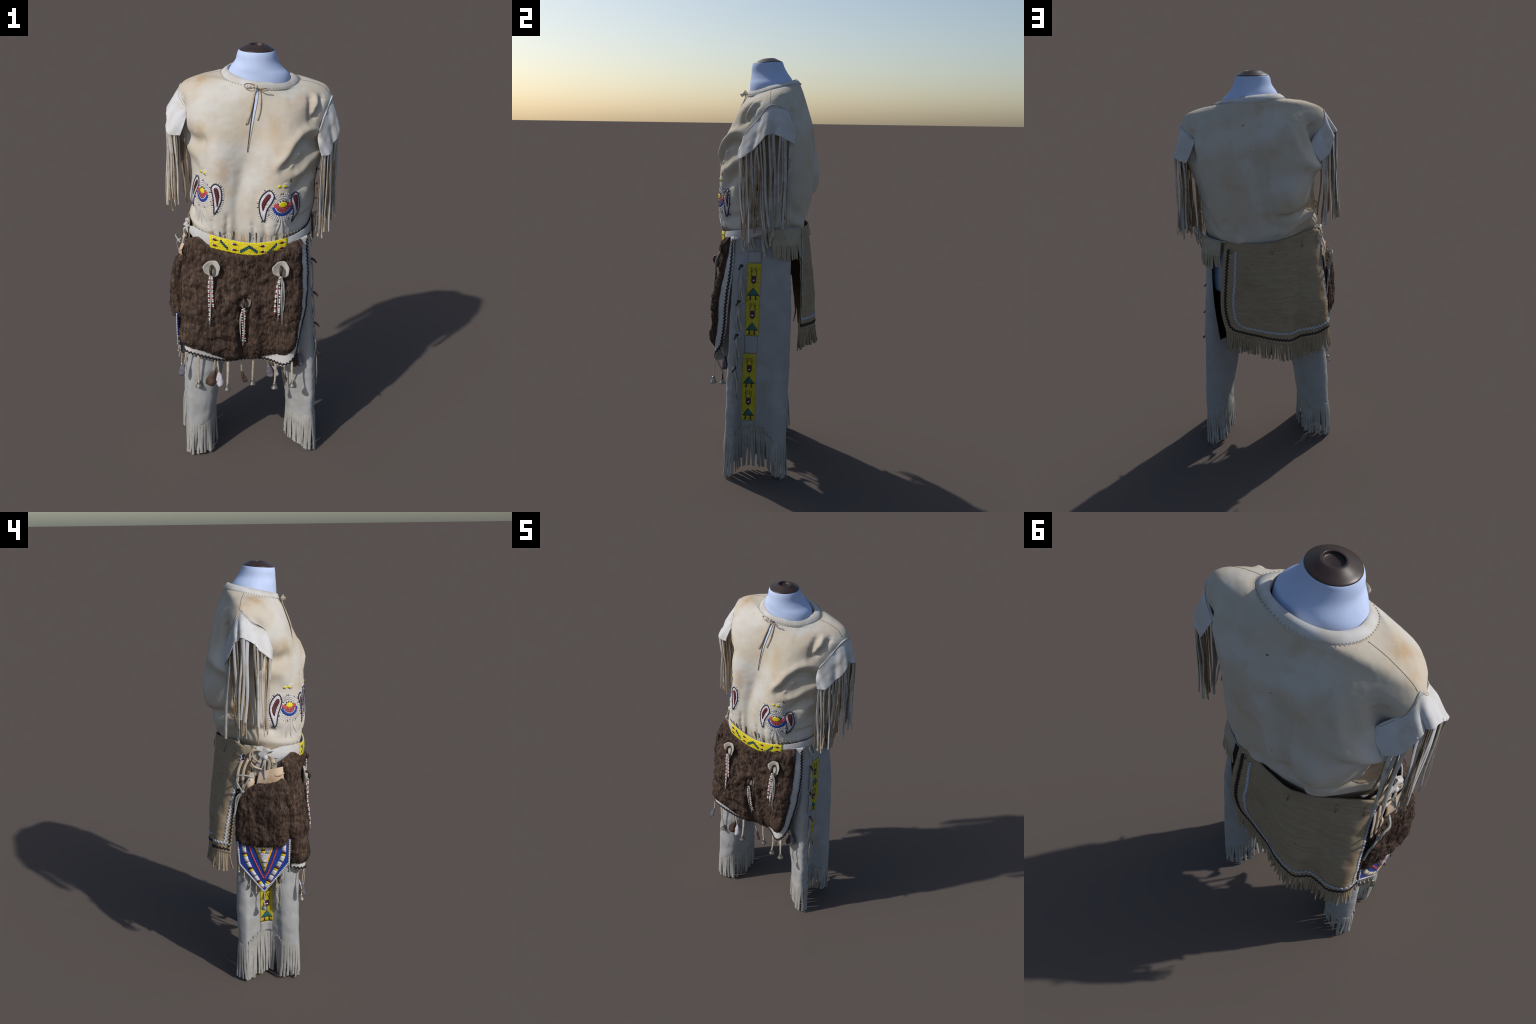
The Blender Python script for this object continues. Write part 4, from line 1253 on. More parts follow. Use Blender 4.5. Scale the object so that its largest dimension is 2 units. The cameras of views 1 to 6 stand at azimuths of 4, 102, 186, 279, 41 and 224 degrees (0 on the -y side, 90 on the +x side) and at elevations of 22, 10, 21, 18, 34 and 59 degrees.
# --- bells and dewclaws dangling from the hem
def dangle_bell(top, end, parent, w=0.008, size=1.0, mat="thong"):
    g = empty("bell_dangle", parent)
    top, end = np.asarray(top, float), np.asarray(end, float)
    mid = (top + end) / 2 + rng.normal(0, 0.002, 3)
    add("thong", *ribbon_geo(cr([top, mid, end + V3(0, 0, 0.012 * size)], 10), (1, 0.2, 0), w * np.linspace(1.25, 0.8, 10), 0.004), mat, g, angle=50)
    s = size
    add("bell", *lathe_geo([(0.003 * s, 0.016 * s), (0.006 * s, 0.014 * s), (0.0065 * s, 0.008 * s), (0.009 * s, 0.0), (0.0135 * s, -0.008 * s), (0.0145 * s, -0.011 * s), (0.011 * s, -0.012 * s), (0.008 * s, -0.009 * s)], end, k=16), "metal", g)
    add("clapper", *bead_geo(end + V3(0, 0, -0.010 * s), 0.006 * s), "metal", g)


def dewclaw(top, end, parent, length, width, mat, lean=(0, 0, 0), thick=0.4):
    """hollow hoof: a scooped, flaring cone on a thong"""
    g = empty("hoof_dangle", parent)
    top, end = np.asarray(top, float), np.asarray(end, float)
    add("thong", *ribbon_geo(cr([top, (top + end) / 2, end], 8), (1, 0.2, 0), 0.008, 0.0045), "thong", g, angle=50)
    ax = V3(0, 0, -1) + np.array(lean)
    ax /= np.linalg.norm(ax)
    s = np.cross(ax, V3(0.2, 1, 0))
    s /= np.linalg.norm(s)
    b = np.cross(ax, s)
    rows = []
    for t in np.linspace(0, 1, 9):
        rr = width * (0.22 + 0.78 * math.sin(t * 1.75) ** 0.9) * (1.0 if t < 0.92 else 0.82)
        bend = b * 0.12 * length * t * t
        a = np.arange(16) * 2 * math.pi / 16
        rows.append(end + ax * length * t + bend + np.cos(a)[:, None] * s * rr / 2 + np.sin(a)[:, None] * b * rr / 2 * thick * (1 + 0.3 * np.cos(a)[:, None]))
    Gd = np.array(rows)
    Gd = Gd + 0.004 * nz(Gd, 60, 4)[..., None]
    add("hoof", Gd.reshape(-1, 3), grid_faces(9, 16, True) + [tuple(range(15, -1, -1)), tuple(8 * 16 + i for i in range(16))], mat, g)


def hem_at(x):
    k = int(np.argmin(abs(A[-1, :, 0] - x)))
    return A[-1, k] + V3(0, 0, 0.006)


for x, e in ((-0.207, (-0.207, -0.212, 0.420)), (-0.076, (-0.073, -0.184, 0.395)), (0.048, (0.044, -0.116, 0.395)), (0.158, (0.155, -0.165, 0.410)), (0.235, (0.242, -0.188, 0.441))):
    dangle_bell(hem_at(x), e, apron, 0.010 if x < 0 else 0.009, 1.2)
dewclaw(hem_at(-0.262), (-0.275, -0.222, 0.54), apron, 0.062, 0.030, "hoof", (-0.25, -0.1, 0))
dewclaw(hem_at(-0.13), (-0.138, -0.185, 0.485), apron, 0.074, 0.056, "horn", (-0.30, 0.0, 0), 0.6)
dewclaw(hem_at(-0.12), (-0.115, -0.185, 0.475), apron, 0.066, 0.044, "wool", (0.15, 0, 0), 0.8)
dewclaw(hem_at(-0.01), (-0.010, -0.120, 0.455), apron, 0.062, 0.026, "horn", (0.35, 0, 0), 0.35)
dewclaw(hem_at(0.115), (0.120, -0.110, 0.49), apron, 0.060, 0.040, "hoof", (0.25, 0.1, 0), 0.6)
dewclaw(hem_at(0.20), (0.205, -0.150, 0.47), apron, 0.040, 0.012, "horn", (0.1, 0, 0), 0.5)
dewclaw(hem_at(0.125), (0.142, -0.095, 0.48), apron, 0.055, 0.030, "wool", (0.4, 0.1, 0), 0.7)
dewclaw((0.26, -0.14, 0.62), (0.263, -0.125, 0.575), apron, 0.062, 0.042, "hoof", (0.1, 0.2, 0), 0.7)
dewclaw((0.255, -0.14, 0.60), (0.25, -0.12, 0.565), apron, 0.058, 0.030, "horn", (-0.1, -0.1, 0), 0.6)

# ================================================================== BELT
belt = empty("belt", ROOT)
# centre line of the band with its half height
BL = np.array([
    (-0.284, -0.055, 1.160, 0.012), (-0.250, -0.115, 1.165, 0.026), (-0.210, -0.165, 1.160, 0.031), (-0.163, -0.192, 1.156, 0.031), (-0.085, -0.201, 1.142, 0.030), (0.015, -0.199, 1.129, 0.030),
    (0.105, -0.182, 1.133, 0.030), (0.182, -0.147, 1.146, 0.029), (0.232, -0.106, 1.158, 0.027), (0.268, -0.052, 1.172, 0.025), (0.284, 0.010, 1.188, 0.023), (0.284, 0.060, 1.200, 0.018), (0.274, 0.100, 1.206, 0.010)])
B = cr(BL, 200)
tanB = np.gradient(B[:, :3], axis=0)
tanB /= np.linalg.norm(tanB, axis=1, keepdims=True)
norB = np.cross(tanB, V3(0, 0, 1))
norB /= np.linalg.norm(norB, axis=1, keepdims=True)
if norB[80][1] > 0:
    norB = -norB
lenB = np.r_[0, np.cumsum(np.linalg.norm(np.diff(B[:, :3], axis=0), axis=1))]
vv = np.linspace(-1, 1, 12)[:, None, None]
GB = B[None, :, :3] + V3(0, 0, 1) * (B[None, :, 3:4] * vv) + norB[None] * (0.002 * np.cos(vv * 2.0))
NB = np.repeat(norB[None], 12, 0)
add("belt_band", *sheet(GB, 0.003, NB), "belt_white", belt, angle=60)


def on_belt(s, h):  # s metres along from the left end, h -1..1 of the half height (scaled by 0.033)
    i = np.interp(s, lenB, np.arange(200))
    b = np.array([np.interp(i, np.arange(200), B[:, q]) for q in range(4)])
    n = np.array([np.interp(i, np.arange(200), norB[:, q]) for q in range(3)])
    n /= np.linalg.norm(n)
    return b[:3] + V3(0, 0, 1) * (h / 0.033 * b[3]) + n * 0.002 * math.cos(2 * h / 0.033), n


s0 = lenB[int(np.argmin(np.linalg.norm(B[:, :3] - BL[3, :3], axis=1)))]
s1 = lenB[int(np.argmin(np.linalg.norm(B[:, :3] - BL[7, :3], axis=1)))]
bb = empty("beaded_panel", belt)
LB = s1 - s0
hb = 0.0325
add("yellow_band", *patch_geo([(s0, -hb), (s1, -hb), (s1, hb), (s0, hb)], on_belt, 0.001, 0.002, 0.012), "yellow", bb)
pw = LB / 915.0  # drawing units across the panel
S = lambda x: s0 + (x - 285) * pw


def arrow(x, h, d):
    """small maroon drop with a pale end; d=+1 points right"""
    pts = [(0, -11), (28, -16), (48, -5), (72, 0), (48, 5), (28, 16), (0, 11)]
    add("bead_drop", *patch_geo([(S(x + d * a), h + b * pw) for a, b in pts], on_belt, 0.0026, 0.0012, 0.02), "maroon", bb)
    add("drop_tip", *patch_geo([(S(x + d * a), h + b * pw) for a, b in [(-14, 0), (-4, -13), (2, -13), (2, 13), (-4, 13)]], on_belt, 0.0028, 0.0012, 0.02), "bwhite", bb)


for x, d in ((325, 1), (560, 1), (925, -1), (1155, -1)):
    for h in (0.015, -0.014):
        arrow(x, h, d)


def stair(cells, mat):
    parts = [patch_geo([(S(x) - 11 * pw, h - 11 * pw), (S(x) + 11 * pw, h - 11 * pw), (S(x) + 11 * pw, h + 11 * pw), (S(x) - 11 * pw, h + 11 * pw)], on_belt, 0.0026, 0.0012, 0.03) for x, h in cells]
    add("bead_steps", *join(parts), mat, bb, stuff=True)


u = 18 * pw
stair([(420 + 18 * i, 0.018 - u * i * 0.95) for i in range(5)], "navy")
stair([(422 + 18 * i, 0.010 - u * i * 0.95) for i in range(5)], "green")
stair([(655 + 18 * i, -0.012 + u * i * 0.8) for i in range(6)] + [(763 + 18 * i, 0.014 - u * i * 0.8) for i in range(5)], "navy")
stair([(655 + 18 * i, -0.020 + u * i * 0.8) for i in range(6)] + [(763 + 18 * i, 0.006 - u * i * 0.8) for i in range(5)], "green")
stair([(1060 - 18 * i, 0.016 - u * i * 0.95) for i in range(6)], "navy")
stair([(1056 - 18 * i, 0.008 - u * i * 0.95) for i in range(5)], "green")

# knot and straps at the viewer's left hip
kn = empty("belt_knot", belt)
K = V3(-0.288, -0.052, 1.158)
ribbon("strap", [K + V3(0.006, -0.03, 0.002), K, K + V3(-0.004, 0.022, 0.016), K + V3(0.0, 0.03, 0.03), K + V3(0.004, 0.01, 0.032)], (0, 0.3, 1), 0.026, 0.004, "belt_white", kn)
ribbon("strap", [K + V3(0.012, -0.032, 0.02), K + V3(-0.006, -0.02, 0.03), K + V3(-0.006, 0.0, 0.02), K + V3(-0.008, 0.012, -0.004), K + V3(0, 0.016, -0.02)], (0.2, 1, 0.2), 0.022, 0.004, "belt_white", kn)
ribbon("strap", [K, K + V3(-0.01, -0.028, -0.008), K + V3(-0.006, -0.046, -0.03), K + V3(-0.004, -0.042, -0.06)], (0, 0.5, 1), 0.018, 0.004, "thong", kn)
for a in range(5):
    o = rng.normal(0, 0.006, 3)
    ribbon("strap_end", [K + o * 0.4, K + V3(-0.010, 0.012 * (a - 2), -0.02) + o, K + V3(-0.006, 0.016 * (a - 2) + 0.01, -0.055) + o, K + V3(-0.002, 0.018 * (a - 2) + 0.012, -0.09) + o], (0.1, 1, 0.2), 0.013, 0.004, "thong" if a % 2 else "strip", kn, 14)
cord("strap_loop", [K + V3(0, 0.03, 0.02), K + V3(-0.012, 0.05, 0.03), K + V3(-0.014, 0.068, 0.01), K + V3(-0.012, 0.064, -0.03), K + V3(-0.014, 0.045, -0.05), K + V3(-0.012, 0.015, -0.06)], 0.0045, "thong", kn, 30)
cord("strap_loop", [K + V3(0, 0.01, 0.02), K + V3(-0.012, 0.035, 0.03), K + V3(-0.012, 0.055, 0.02), K + V3(-0.012, 0.05, -0.01), K + V3(-0.010, 0.02, -0.03)], 0.004, "strip", kn, 30)
cord("hanging_cord", [K + V3(-0.008, -0.002, -0.02), K + V3(-0.020, 0.0, -0.06), K + V3(-0.028, -0.002, -0.10)], 0.004, "strip_white", kn, 12)
add("knot", *lathe_geo([(0.003, -0.012), (0.012, -0.008), (0.015, 0), (0.012, 0.008), (0.003, 0.012)], K + V3(-0.004, -0.002, -0.006), (0.1, 1, 0.3), 14), "belt_white", kn)

# bow, flaps and hem tabs at the viewer's right hip
kr = empty("hip_tie", belt)
Q = V3(0.298, 0.098, 1.205)
cord("tie_cord", [Q, V3(0.278, 0.145, 1.212), V3(0.235, 0.190, 1.212), V3(0.185, 0.214, 1.206), V3(0.150, 0.220, 1.203)], 0.0042, "strip_white", kr, 30)
ribbon("tie_loop", [Q, Q + V3(0.016, 0.012, 0.02), Q + V3(0.028, 0.016, 0.004), Q + V3(0.020, 0.008, -0.05), Q + V3(0.008, 0.0, -0.02), Q], (0, 1, 0), 0.010, 0.004, "strip", kr, 26)
ribbon("tie_loop", [Q, Q + V3(0.022, -0.01, 0.03), Q + V3(0.036, -0.006, 0.026), Q + V3(0.034, 0.004, 0.0), Q + V3(0.016, 0.004, -0.01), Q], (0, 1, 0.2), 0.011, 0.004, "strip", kr, 26)
ribbon("tie_end", [Q, Q + V3(0.010, 0.006, -0.03), Q + V3(0.006, 0.004, -0.075)], (0, 1, 0), 0.010, 0.004, "strip", kr, 12)
tabs = [(-0.040, 1.155, 1.098, 0.013), (-0.012, 1.165, 1.11, 0.010), (0.000, 1.165, 1.105, 0.010), (0.012, 1.168, 1.115, 0.010), (0.060, 1.185, 1.075, 0.014), (0.072, 1.185, 1.12, 0.012), (0.120, 1.19, 1.085, 0.012), (0.135, 1.19, 1.09, 0.010), (0.150, 1.19, 1.11, 0.008)]
for y, za, zb, w in tabs:
    p, n = mapR(min(y, 0.12), 1.10)
    x0 = p[0] + 0.006
    ribbon("hem_tab", [(x0 - 0.004, y, za), (x0 + 0.006, y + 0.006, (za + zb) / 2), (x0 + 0.005, y + 0.016, zb)], (0, 1, 0), w, 0.004, "strip", kr, 10)
# tan hem flap over the hip, ending in short fringe
def hip_flap(parent, pts_top, pts_low, strips, fringe_len, seed, mat="peach"):
    g = empty("hem_flap", parent)
    T, L = cr(pts_top, 30), cr(pts_low, 30)
    t = np.linspace(0, 1, 12)[:, None, None]
    Gf = T[None] * (1 - t) + L[None] * t
    Nf = grid_normals(Gf)
    c = V3(0, 0.02, 0)
    if ((Gf[5, 15] - c) * Nf[5, 15])[:2].sum() < 0:
        Nf = -Nf
    add("flap", *sheet(Gf, 0.004, Nf), mat, g)
    r = np.random.default_rng(seed)
    for i in range(strips):
        u = (i + 0.5) / strips * 29
        p = np.array([np.interp(u, np.arange(30), L[:, q]) for q in range(3)])
        n = np.array([np.interp(u, np.arange(30), Nf[-1, :, q]) for q in range(3)])
        tg = np.cross(n, V3(0, 0, 1))
        w = np.linalg.norm(np.diff(L, axis=0), axis=1).sum() / strips
        ln = fringe_len * r.uniform(0.8, 1.1)
        tt = np.linspace(0, 1, 7)[:, None]
        path = p - n * 0.002 + V3(0, 0, 0.006) - V3(0, 0, 1) * (ln + 0.006) * tt + tg * r.normal(0, 0.004) * tt**1.5 + n * (0.004 + r.normal(0, 0.003)) * tt
        add("fringe_strip", *ribbon_geo(path, tg, w * 0.82, 0.0032), mat, g, angle=50)


M["hem_tan"] = leather("hem_tan_leather", srgb(156, 144, 124), srgb(168, 158, 142), srgb(134, 114, 90), 0.4, 12)
hip_flap(ROOT, [(0.296, 0.110, 1.21), (0.276, 0.155, 1.212), (0.235, 0.195, 1.210), (0.178, 0.220, 1.205)], [(0.302, 0.110, 1.135), (0.288, 0.165, 1.132), (0.245, 0.208, 1.130), (0.188, 0.228, 1.130)], 15, 0.062, 3, "hem_tan")
hip_flap(ROOT, [(-0.276, -0.075, 1.19), (-0.282, -0.03, 1.20), (-0.284, 0.02, 1.205), (-0.278, 0.055, 1.205)], [(-0.276, -0.085, 1.11), (-0.284, -0.03, 1.105), (-0.288, 0.02, 1.10), (-0.284, 0.055, 1.10)], 10, 0.05, 6, "hem_tan")

# ================================================================== BACK APRON
bapron = empty("back_apron", ROOT)
BA = np.array([
    [(0.160, 0.212, 1.205), (0.186, 0.228, 1.04), (0.200, 0.236, 0.85), (0.184, 0.226, 0.715)],
    [(0.10, 0.214, 1.197), (0.115, 0.222, 1.0), (0.130, 0.226, 0.85), (0.105, 0.218, 0.690)],
    [(0.0, 0.220, 1.195), (0.005, 0.232, 1.0), (0.010, 0.236, 0.85), (0.0, 0.232, 0.668)],
    [(-0.08, 0.212, 1.200), (-0.085, 0.234, 1.0), (-0.090, 0.250, 0.85), (-0.09, 0.254, 0.660)],
    [(-0.16, 0.174, 1.210), (-0.155, 0.210, 1.0), (-0.150, 0.238, 0.85), (-0.148, 0.250, 0.655)],
    [(-0.228, 0.124, 1.222), (-0.225, 0.172, 1.0), (-0.212, 0.200, 0.85), (-0.195, 0.206, 0.660)],
    [(-0.268, 0.086, 1.222), (-0.280, 0.142, 1.0), (-0.282, 0.186, 0.85), (-0.275, 0.206, 0.680)],
    [(-0.290, 0.056, 1.210), (-0.308, 0.108, 1.0), (-0.325, 0.150, 0.85), (-0.332, 0.178, 0.700)],
    [(-0.298, 0.034, 1.195), (-0.314, 0.070, 1.0), (-0.328, 0.092, 0.85), (-0.338, 0.108, 0.690)],
])
BG = np.stack([cr(c, 80) for c in BA])  # columns x rows
BG = cr(BG, 130).transpose(1, 0, 2)
NBk = grid_normals(BG)
if NBk[40, 50][1] < 0:
    NBk = -NBk
BG = folds(BG, NBk, [([(-0.04, 0.25, 1.1), (-0.05, 0.25, 0.7)], 0.03, 0.004), ([(0.06, 0.24, 1.15), (0.05, 0.25, 0.75)], 0.03, -0.004), ([(-0.19, 0.17, 1.1), (-0.17, 0.2, 0.7)], 0.025, -0.006)])
BG = BG + NBk * (0.004 * nz(BG, 9, 9.0) + 0.0012 * nz(BG * np.array([1, 1, 3.0]), 22, 4.0, 2))[..., None]
add("hide_panel", *sheet(BG, 0.005, NBk), "hide", bapron)
for off, mat, us, vs in (
    (0.0, "rick_black", np.r_[np.full(80, 0.045), np.linspace(0.045, 0.99, 120)], np.r_[np.linspace(0.07, 0.93, 80), np.full(120, 0.955)]),
    (0.0, "rick_white", np.r_[np.full(80, 0.115), np.linspace(0.115, 0.99, 120)], np.r_[np.linspace(0.08, 0.86, 80), np.full(120, 0.895)]),
    (0.0, "rick_black", np.full(60, 0.985), np.linspace(0.05, 0.93, 60)),
    (0.0, "rick_white", np.full(60, 0.945), np.linspace(0.05, 0.88, 60)),
):
    # round the corner
    us, vs = us.copy(), vs.copy()
    if len(us) == 200:
        k = np.ones(15) / 15
        us[8:-8], vs[8:-8] = np.convolve(us, k, "same")[8:-8], np.convolve(vs, k, "same")[8:-8]
    P, Nn, Sd = edge_of(BG, NBk, us, vs)
    add("zigzag_braid", *zigzag(P, Nn, Sd, 0.0048, 0.0165, 0.0074, 0.0034, 0.0015), mat, bapron, angle=60)
# fringe along the lower edge
r = np.random.default_rng(9)
low_e = resample(BG[-1], 400)
nrm = NBk[-1]
count = 64
for i in range(count):
    u = (i + 0.5) / count
    j = u * 399
    p = low_e[int(j)]
    n = nrm[int(u * 129)].copy()
    n[2] = 0
    n /= np.linalg.norm(n)
    tg = np.cross(n, V3(0, 0, 1))
    w = np.linalg.norm(np.diff(low_e, axis=0), axis=1).sum() / count
    ln = float(np.interp(u, [0, 0.3, 0.6, 1], [0.105, 0.085, 0.095, 0.085])) * r.uniform(0.86, 1.08)
    t = np.linspace(0, 1, 9)[:, None]
    path = p - n * 0.0025 + V3(0, 0, 0.005) - V3(0, 0, 1) * (ln + 0.005) * t + tg * r.normal(0, 0.005) * t**1.6 + n * (0.006 + r.normal(0, 0.006)) * t**1.4
    tw = r.normal(0, 0.45) * t
    add("fringe_strip", *ribbon_geo(path, tg * np.cos(tw) + n * np.sin(tw), w * 0.86, 0.0042), "hide", bapron, angle=50)
# metal staples along the waist
for u in (0.07, 0.36, 0.60, 0.80):
    P, Nn, _ = edge_of(BG, NBk, [u, u, u], [0.05, 0.075, 0.10])
    add("staple", *tube_geo(np.stack([P[0] - Nn[0] * 0.002, P[0] + Nn[0] * 0.005, P[2] + Nn[2] * 0.005, P[2] - Nn[2] * 0.002]), 0.0022, 6), "metal", bapron)
for u, v in ((0.22, 0.18), (0.46, 0.52), (0.24, 0.58)):
    P, Nn, _ = edge_of(BG, NBk, [u, u + 0.004], [v, v + 0.012])
    add("hide_blemish", *lathe_geo([(0.0006, -0.001), (0.0022, 0.0), (0.0008, 0.0012)], P[0], Nn[0], 8), "dark", bapron)

# ================================================================== POUCH
pouch = empty("pouch", ROOT)
# outer face of the bag: columns back -> front, rows top -> bottom
PB = np.array([
    [(-0.310, 0.060, 1.030), (-0.318, 0.020, 1.022), (-0.318, -0.030, 1.040), (-0.320, -0.090, 1.052), (-0.314, -0.130, 1.066), (-0.294, -0.145, 1.062)],
    [(-0.328, 0.072, 0.960), (-0.334, 0.030, 0.965), (-0.334, -0.015, 0.965), (-0.342, -0.080, 0.965), (-0.336, -0.135, 0.975), (-0.304, -0.152, 0.975)],
    [(-0.332, 0.076, 0.870), (-0.336, 0.035, 0.870), (-0.336, -0.010, 0.870), (-0.351, -0.075, 0.868), (-0.346, -0.140, 0.872), (-0.310, -0.162, 0.875)],
    [(-0.332, 0.076, 0.800), (-0.338, 0.035, 0.798), (-0.344, -0.015, 0.795), (-0.352, -0.080, 0.792), (-0.346, -0.138, 0.798), (-0.308, -0.162, 0.805)],
    [(-0.326, 0.074, 0.742), (-0.332, 0.035, 0.736), (-0.338, -0.020, 0.735), (-0.344, -0.080, 0.735), (-0.336, -0.136, 0.742), (-0.304, -0.164, 0.755)],
])
PG = cr(PB, 90)
PG = np.stack([cr(q, 90) for q in PG])
NPh = grid_normals(PG)
if NPh[45, 45][0] > 0:
    NPh = -NPh
back_side = PG.copy()
back_side[..., 0] = -0.276 - 0.01 * np.cos(np.linspace(-1.5, 1.5, 90))[None, :]
add("pouch_back", *sheet(back_side, 0.004), "dark", pouch)
PS = PG - NPh * 0.010
fur_layer("pouch_fur", PS, NPh, 0.014, pouch, 0.005, 2.9, 5000, 0.018)
# front gusset so that the bag has body
for col in (0, -1):
    a, b = PG[:, col] - NPh[:, col] * 0.008, back_side[:, col]
    t = np.linspace(0, 1, 12)[None, :, None]
    S_ = a[:, None] * (1 - t) + b[:, None] * t
    n_ = grid_normals(S_)
    if (n_[45, 6] * V3(0, 1 if col == 0 else -1, 0)).sum() < 0:
        n_ = -n_
    fur_layer("pouch_side", S_, n_, 0.006, pouch, 0.005, 4.1 + col, 700, 0.018)
a, b = PG[-1] - NPh[-1] * 0.008, back_side[-1]
t = np.linspace(0, 1, 12)[:, None, None]
S_ = a[None] * (1 - t) + b[None] * t
n_ = grid_normals(S_)
if n_[6, 45][2] > 0:
    n_ = -n_
fur_layer("pouch_base", S_, n_, 0.004, pouch, 0.004, 5.2, 500, 0.016)
# pale suede top
T0 = cr([(-0.310, -0.012, 1.022), (-0.317, -0.060, 1.032), (-0.317, -0.110, 1.045), (-0.302, -0.140, 1.050)], 40)
T1 = cr([(-0.296, -0.025, 1.085), (-0.303, -0.065, 1.098), (-0.303, -0.105, 1.108), (-0.290, -0.134, 1.112)], 40)
t = np.linspace(0, 1, 16)[:, None, None]
Gt = T0[None] * (1 - t) + T1[None] * t + V3(-0.006, 0, 0) * np.sin(t * 3.14)
nt = grid_normals(Gt)
if nt[8, 20][0] > 0:
    nt = -nt
add("suede_top", *sheet(Gt, 0.006, nt), "peach", pouch)
for y, l in ((-0.118, 0.05), (-0.06, 0.04)):
    pass
cord("top_crease", [(-0.316, -0.10, 1.075), (-0.314, -0.125, 1.077), (-0.300, -0.140, 1.085)], 0.003, "thong", pouch, 12)
# gathered dark mouth and drawstring at the back edge
add("gathered_mouth", *lathe_geo([(0.006, -0.035), (0.020, -0.02), (0.024, 0.01), (0.014, 0.035), (0.004, 0.05)], (-0.298, 0.020, 1.030), (0.1, -0.2, 1), 18), "peach", pouch)
for pts in ([(-0.330, -0.005, 1.068), (-0.357, 0.030, 1.085), (-0.357, 0.062, 1.080), (-0.355, 0.068, 1.050), (-0.347, 0.052, 1.015), (-0.337, 0.046, 1.000)],
            [(-0.327, -0.002, 1.085), (-0.347, 0.018, 1.060), (-0.347, 0.035, 1.030), (-0.341, 0.046, 1.002), (-0.337, 0.066, 0.965), (-0.331, 0.078, 0.92), (-0.329, 0.086, 0.88)],
            [(-0.337, 0.046, 1.000), (-0.341, 0.072, 0.975), (-0.335, 0.080, 0.945), (-0.331, 0.084, 0.90), (-0.329, 0.092, 0.87)]):
    cord("drawstring", pts, 0.0042, "strip_white", pouch, 36)
add("drawstring_knot", *bead_geo((-0.339, 0.046, 1.002), 0.010), "strip_white", pouch)
for a in range(4):
    y = 0.028 + 0.012 * a
    ribbon("pouch_strap", [(-0.298, y - 0.02, 1.15), (-0.316, y, 1.10), (-0.320, y + 0.006, 1.05), (-0.322, y + 0.004, 1.01)], (0, 1, 0.1), 0.012, 0.004, "thong" if a % 2 else "dark", pouch, 14)

# beaded pennant hanging below the bag
pen = empty("beaded_pennant", pouch)
pen.parent = pouch


def pmap(y, z):
    n = V3(-1, -0.04, 0.06)
    n /= np.linalg.norm(n)
    x = -0.322 + 0.006 * ((y + 0.046) / 0.12) ** 2 + 0.006 * (0.76 - z) / 0.28
    return V3(x, y, z), n


Y = lambda px: 0.078 + (px - 100) * (-0.245 / 745)
Zp = lambda px, py: 0.739 + (px - 100) * (0.020 / 745) - (py - 910) * 0.000352
pp = lambda pts: [(Y(a), Zp(a, b)) for a, b in pts]
base = pp([(100, 880), (125, 1215), (480, 1640), (840, 1210), (850, 880)])
add("pennant_field", *patch_geo(base, pmap, 0.0, 0.005, 0.02), "blue", pen)
# pale beaded edging made of short bars
parts = []
edge_line = resample(np.array(pp([(105, 890), (125, 1215), (480, 1632), (838, 1210), (846, 880)])), 70)
for i in range(69):
    a, b = edge_line[i], edge_line[i + 1]
    parts.append(patch_geo(stroke([a + (b - a) * 0.06, (a + b) / 2, b - (b - a) * 0.06], 0.0085), pmap, 0.0052, 0.002, 0.03))
add("pale_bead_edging", *join(parts), "bwhite", pen)


def bars(pts, w, seq, off):
    """run of coloured bead blocks along a line"""
    P = np.array(pp(pts))
    d = np.r_[0, np.cumsum(np.linalg.norm(np.diff(P, axis=0), axis=1))]
    tot = sum(l for _, l in seq)
    pos = 0
    for mat, l in seq:
        if mat:
            s = np.linspace(pos, pos + l * 0.97, 4) / tot * d[-1]
            q = np.stack([np.interp(s, d, P[:, a]) for a in range(2)], 1)
            add("bead_block", *patch_geo(stroke(q, w), pmap, off, 0.0016, 0.03), mat, pen)
        pos += l


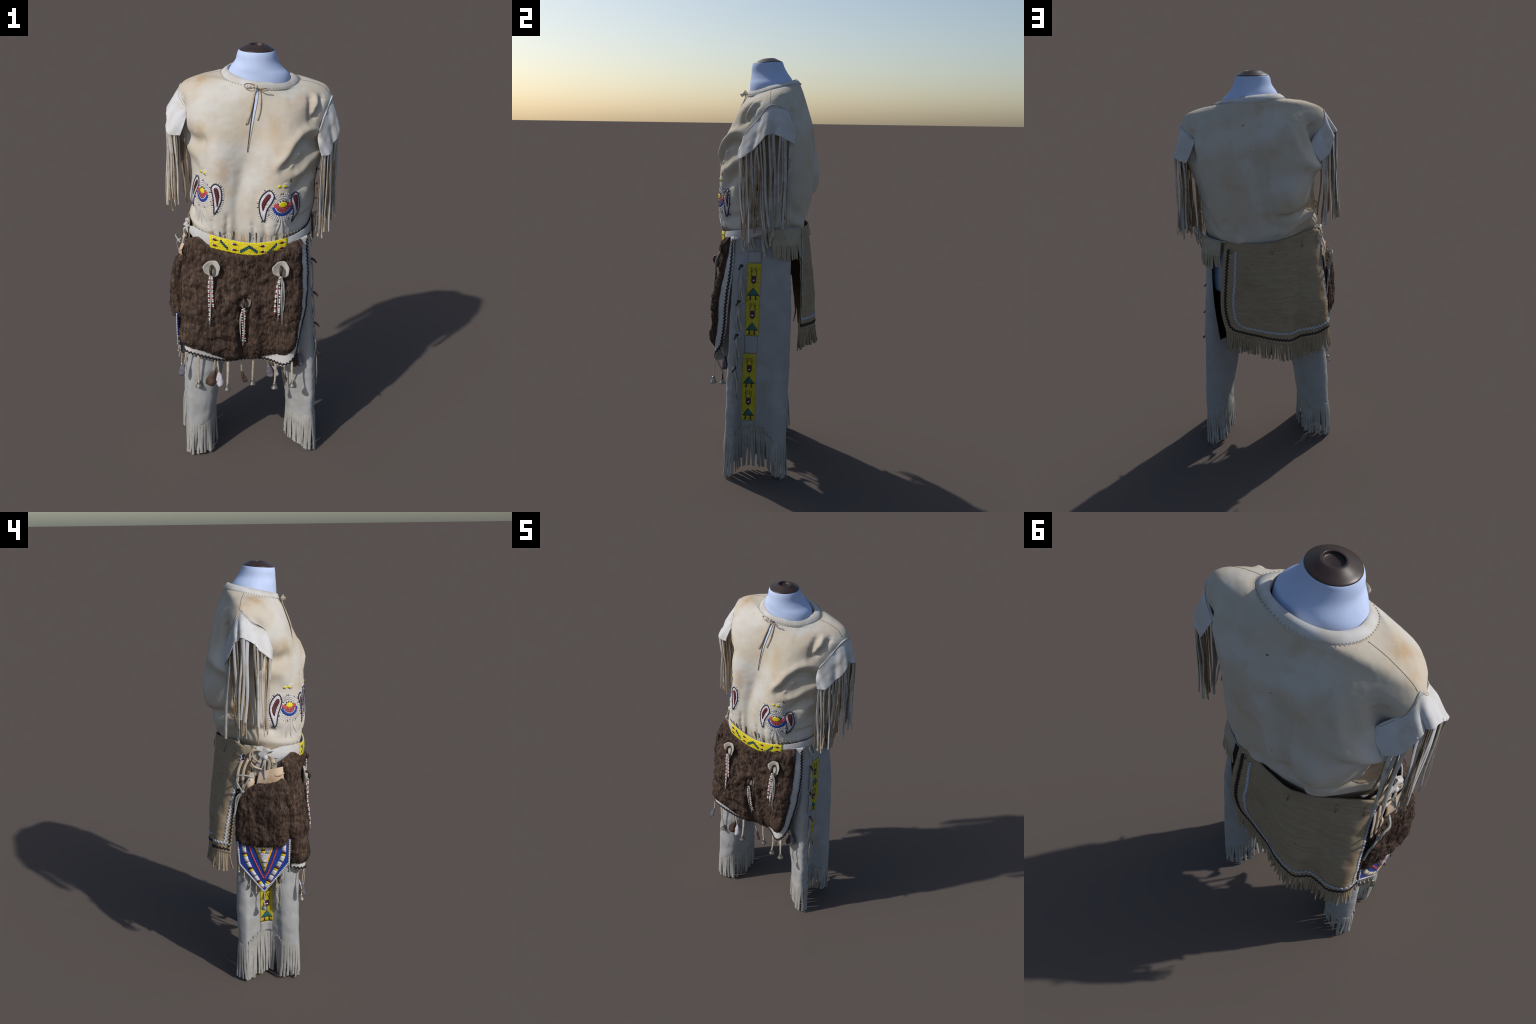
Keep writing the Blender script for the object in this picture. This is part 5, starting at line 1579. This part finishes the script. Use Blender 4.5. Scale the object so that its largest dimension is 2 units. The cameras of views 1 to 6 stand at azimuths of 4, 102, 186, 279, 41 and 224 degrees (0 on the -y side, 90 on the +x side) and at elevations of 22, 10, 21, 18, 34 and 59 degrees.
seq = [("bwhite", 50), ("navy", 8), ("bwhite", 100), ("maroon", 28), ("yellow", 32), ("bwhite", 85), ("navy", 8), ("bwhite", 85), ("maroon", 30), ("yellow", 30), ("bwhite", 80), ("navy", 8), ("bwhite", 80), ("maroon", 30), ("yellow", 32), ("bwhite", 70)]
bars([(185, 900), (205, 1080), (230, 1160), (300, 1310), (380, 1440), (470, 1570)], 0.0205, seq, 0.0052)
bars([(770, 900), (762, 1080), (735, 1160), (660, 1290), (590, 1400), (495, 1570)], 0.0205, seq, 0.0054)
for line in ([(262, 905), (300, 1060), (360, 1200), (420, 1330), (475, 1440)], [(700, 905), (650, 1060), (600, 1200), (545, 1330), (480, 1440)]):
    q = resample(np.array(pp(line)), 26)
    q[:, 0] += 0.0014 * np.where(np.arange(26) % 2, 1, -1)
    add("red_bead_line", *patch_geo(stroke(q, 0.0075), pmap, 0.0052, 0.0016, 0.03), "red", pen)
add("triangle_dark_border", *patch_geo(pp([(305, 890), (485, 1362), (660, 890)]), pmap, 0.0052, 0.001, 0.03), "navy", pen)
add("triangle_border", *patch_geo(pp([(315, 890), (485, 1348), (650, 890)]), pmap, 0.0064, 0.0012, 0.03), "gold", pen)
add("triangle_field", *patch_geo(pp([(345, 890), (485, 1290), (620, 890)]), pmap, 0.0078, 0.0012, 0.03), "bwhite", pen)
for y0, y1, x0, x1, mat in ((920, 946, 385, 560, "yellow"), (950, 972, 370, 590, "maroon"), (978, 1002, 440, 502, "yellow"), (1004, 1026, 440, 502, "maroon"), (1030, 1052, 440, 502, "yellow"), (1048, 1058, 392, 440, "navy"), (1048, 1058, 502, 570, "navy"), (1188, 1198, 445, 525, "navy"), (1262, 1272, 470, 505, "navy")):
    add("bead_block", *patch_geo(pp([(x0, y0), (x1, y0), (x1, y1), (x0, y1)]), pmap, 0.0092, 0.0012, 0.03), mat, pen)
# little bells round the pennant
for px, py, l in ((112, 1230, 0.03), (195, 1310, 0.045), (275, 1400, 0.05), (360, 1500, 0.045), (480, 1640, 0.075), (660, 1450, 0.05), (745, 1330, 0.05), (842, 1225, 0.035)):
    y, z = Y(px), Zp(px, py)
    x = pmap(y, z)[0][0]
    dangle_bell((x - 0.001, y, z + 0.004), (x - 0.003, y, z - l), pen, 0.004, 1.15 if px == 480 else 0.62)

# ------------------------------------------------------------------ tidy tree: thing > part > sub-part
# the first mesh of every group stands for the group and carries the rest
bpy.data.objects["neck"].parent = ROOT
for o in list(form.children):
    o.parent = ROOT
bpy.data.objects.remove(form)
for g in [o for o in bpy.data.objects if o.type == "EMPTY" and o != ROOT]:
    kids = [o for o in bpy.data.objects if o.parent == g]
    main = next(o for o in BUILT if o in kids)
    name = g.name.split(".")[0]
    for o in kids:
        if o != main:
            o.parent = ROOT if o.type == "EMPTY" else main
    main.parent = ROOT
    bpy.data.objects.remove(g)
    main.name = name
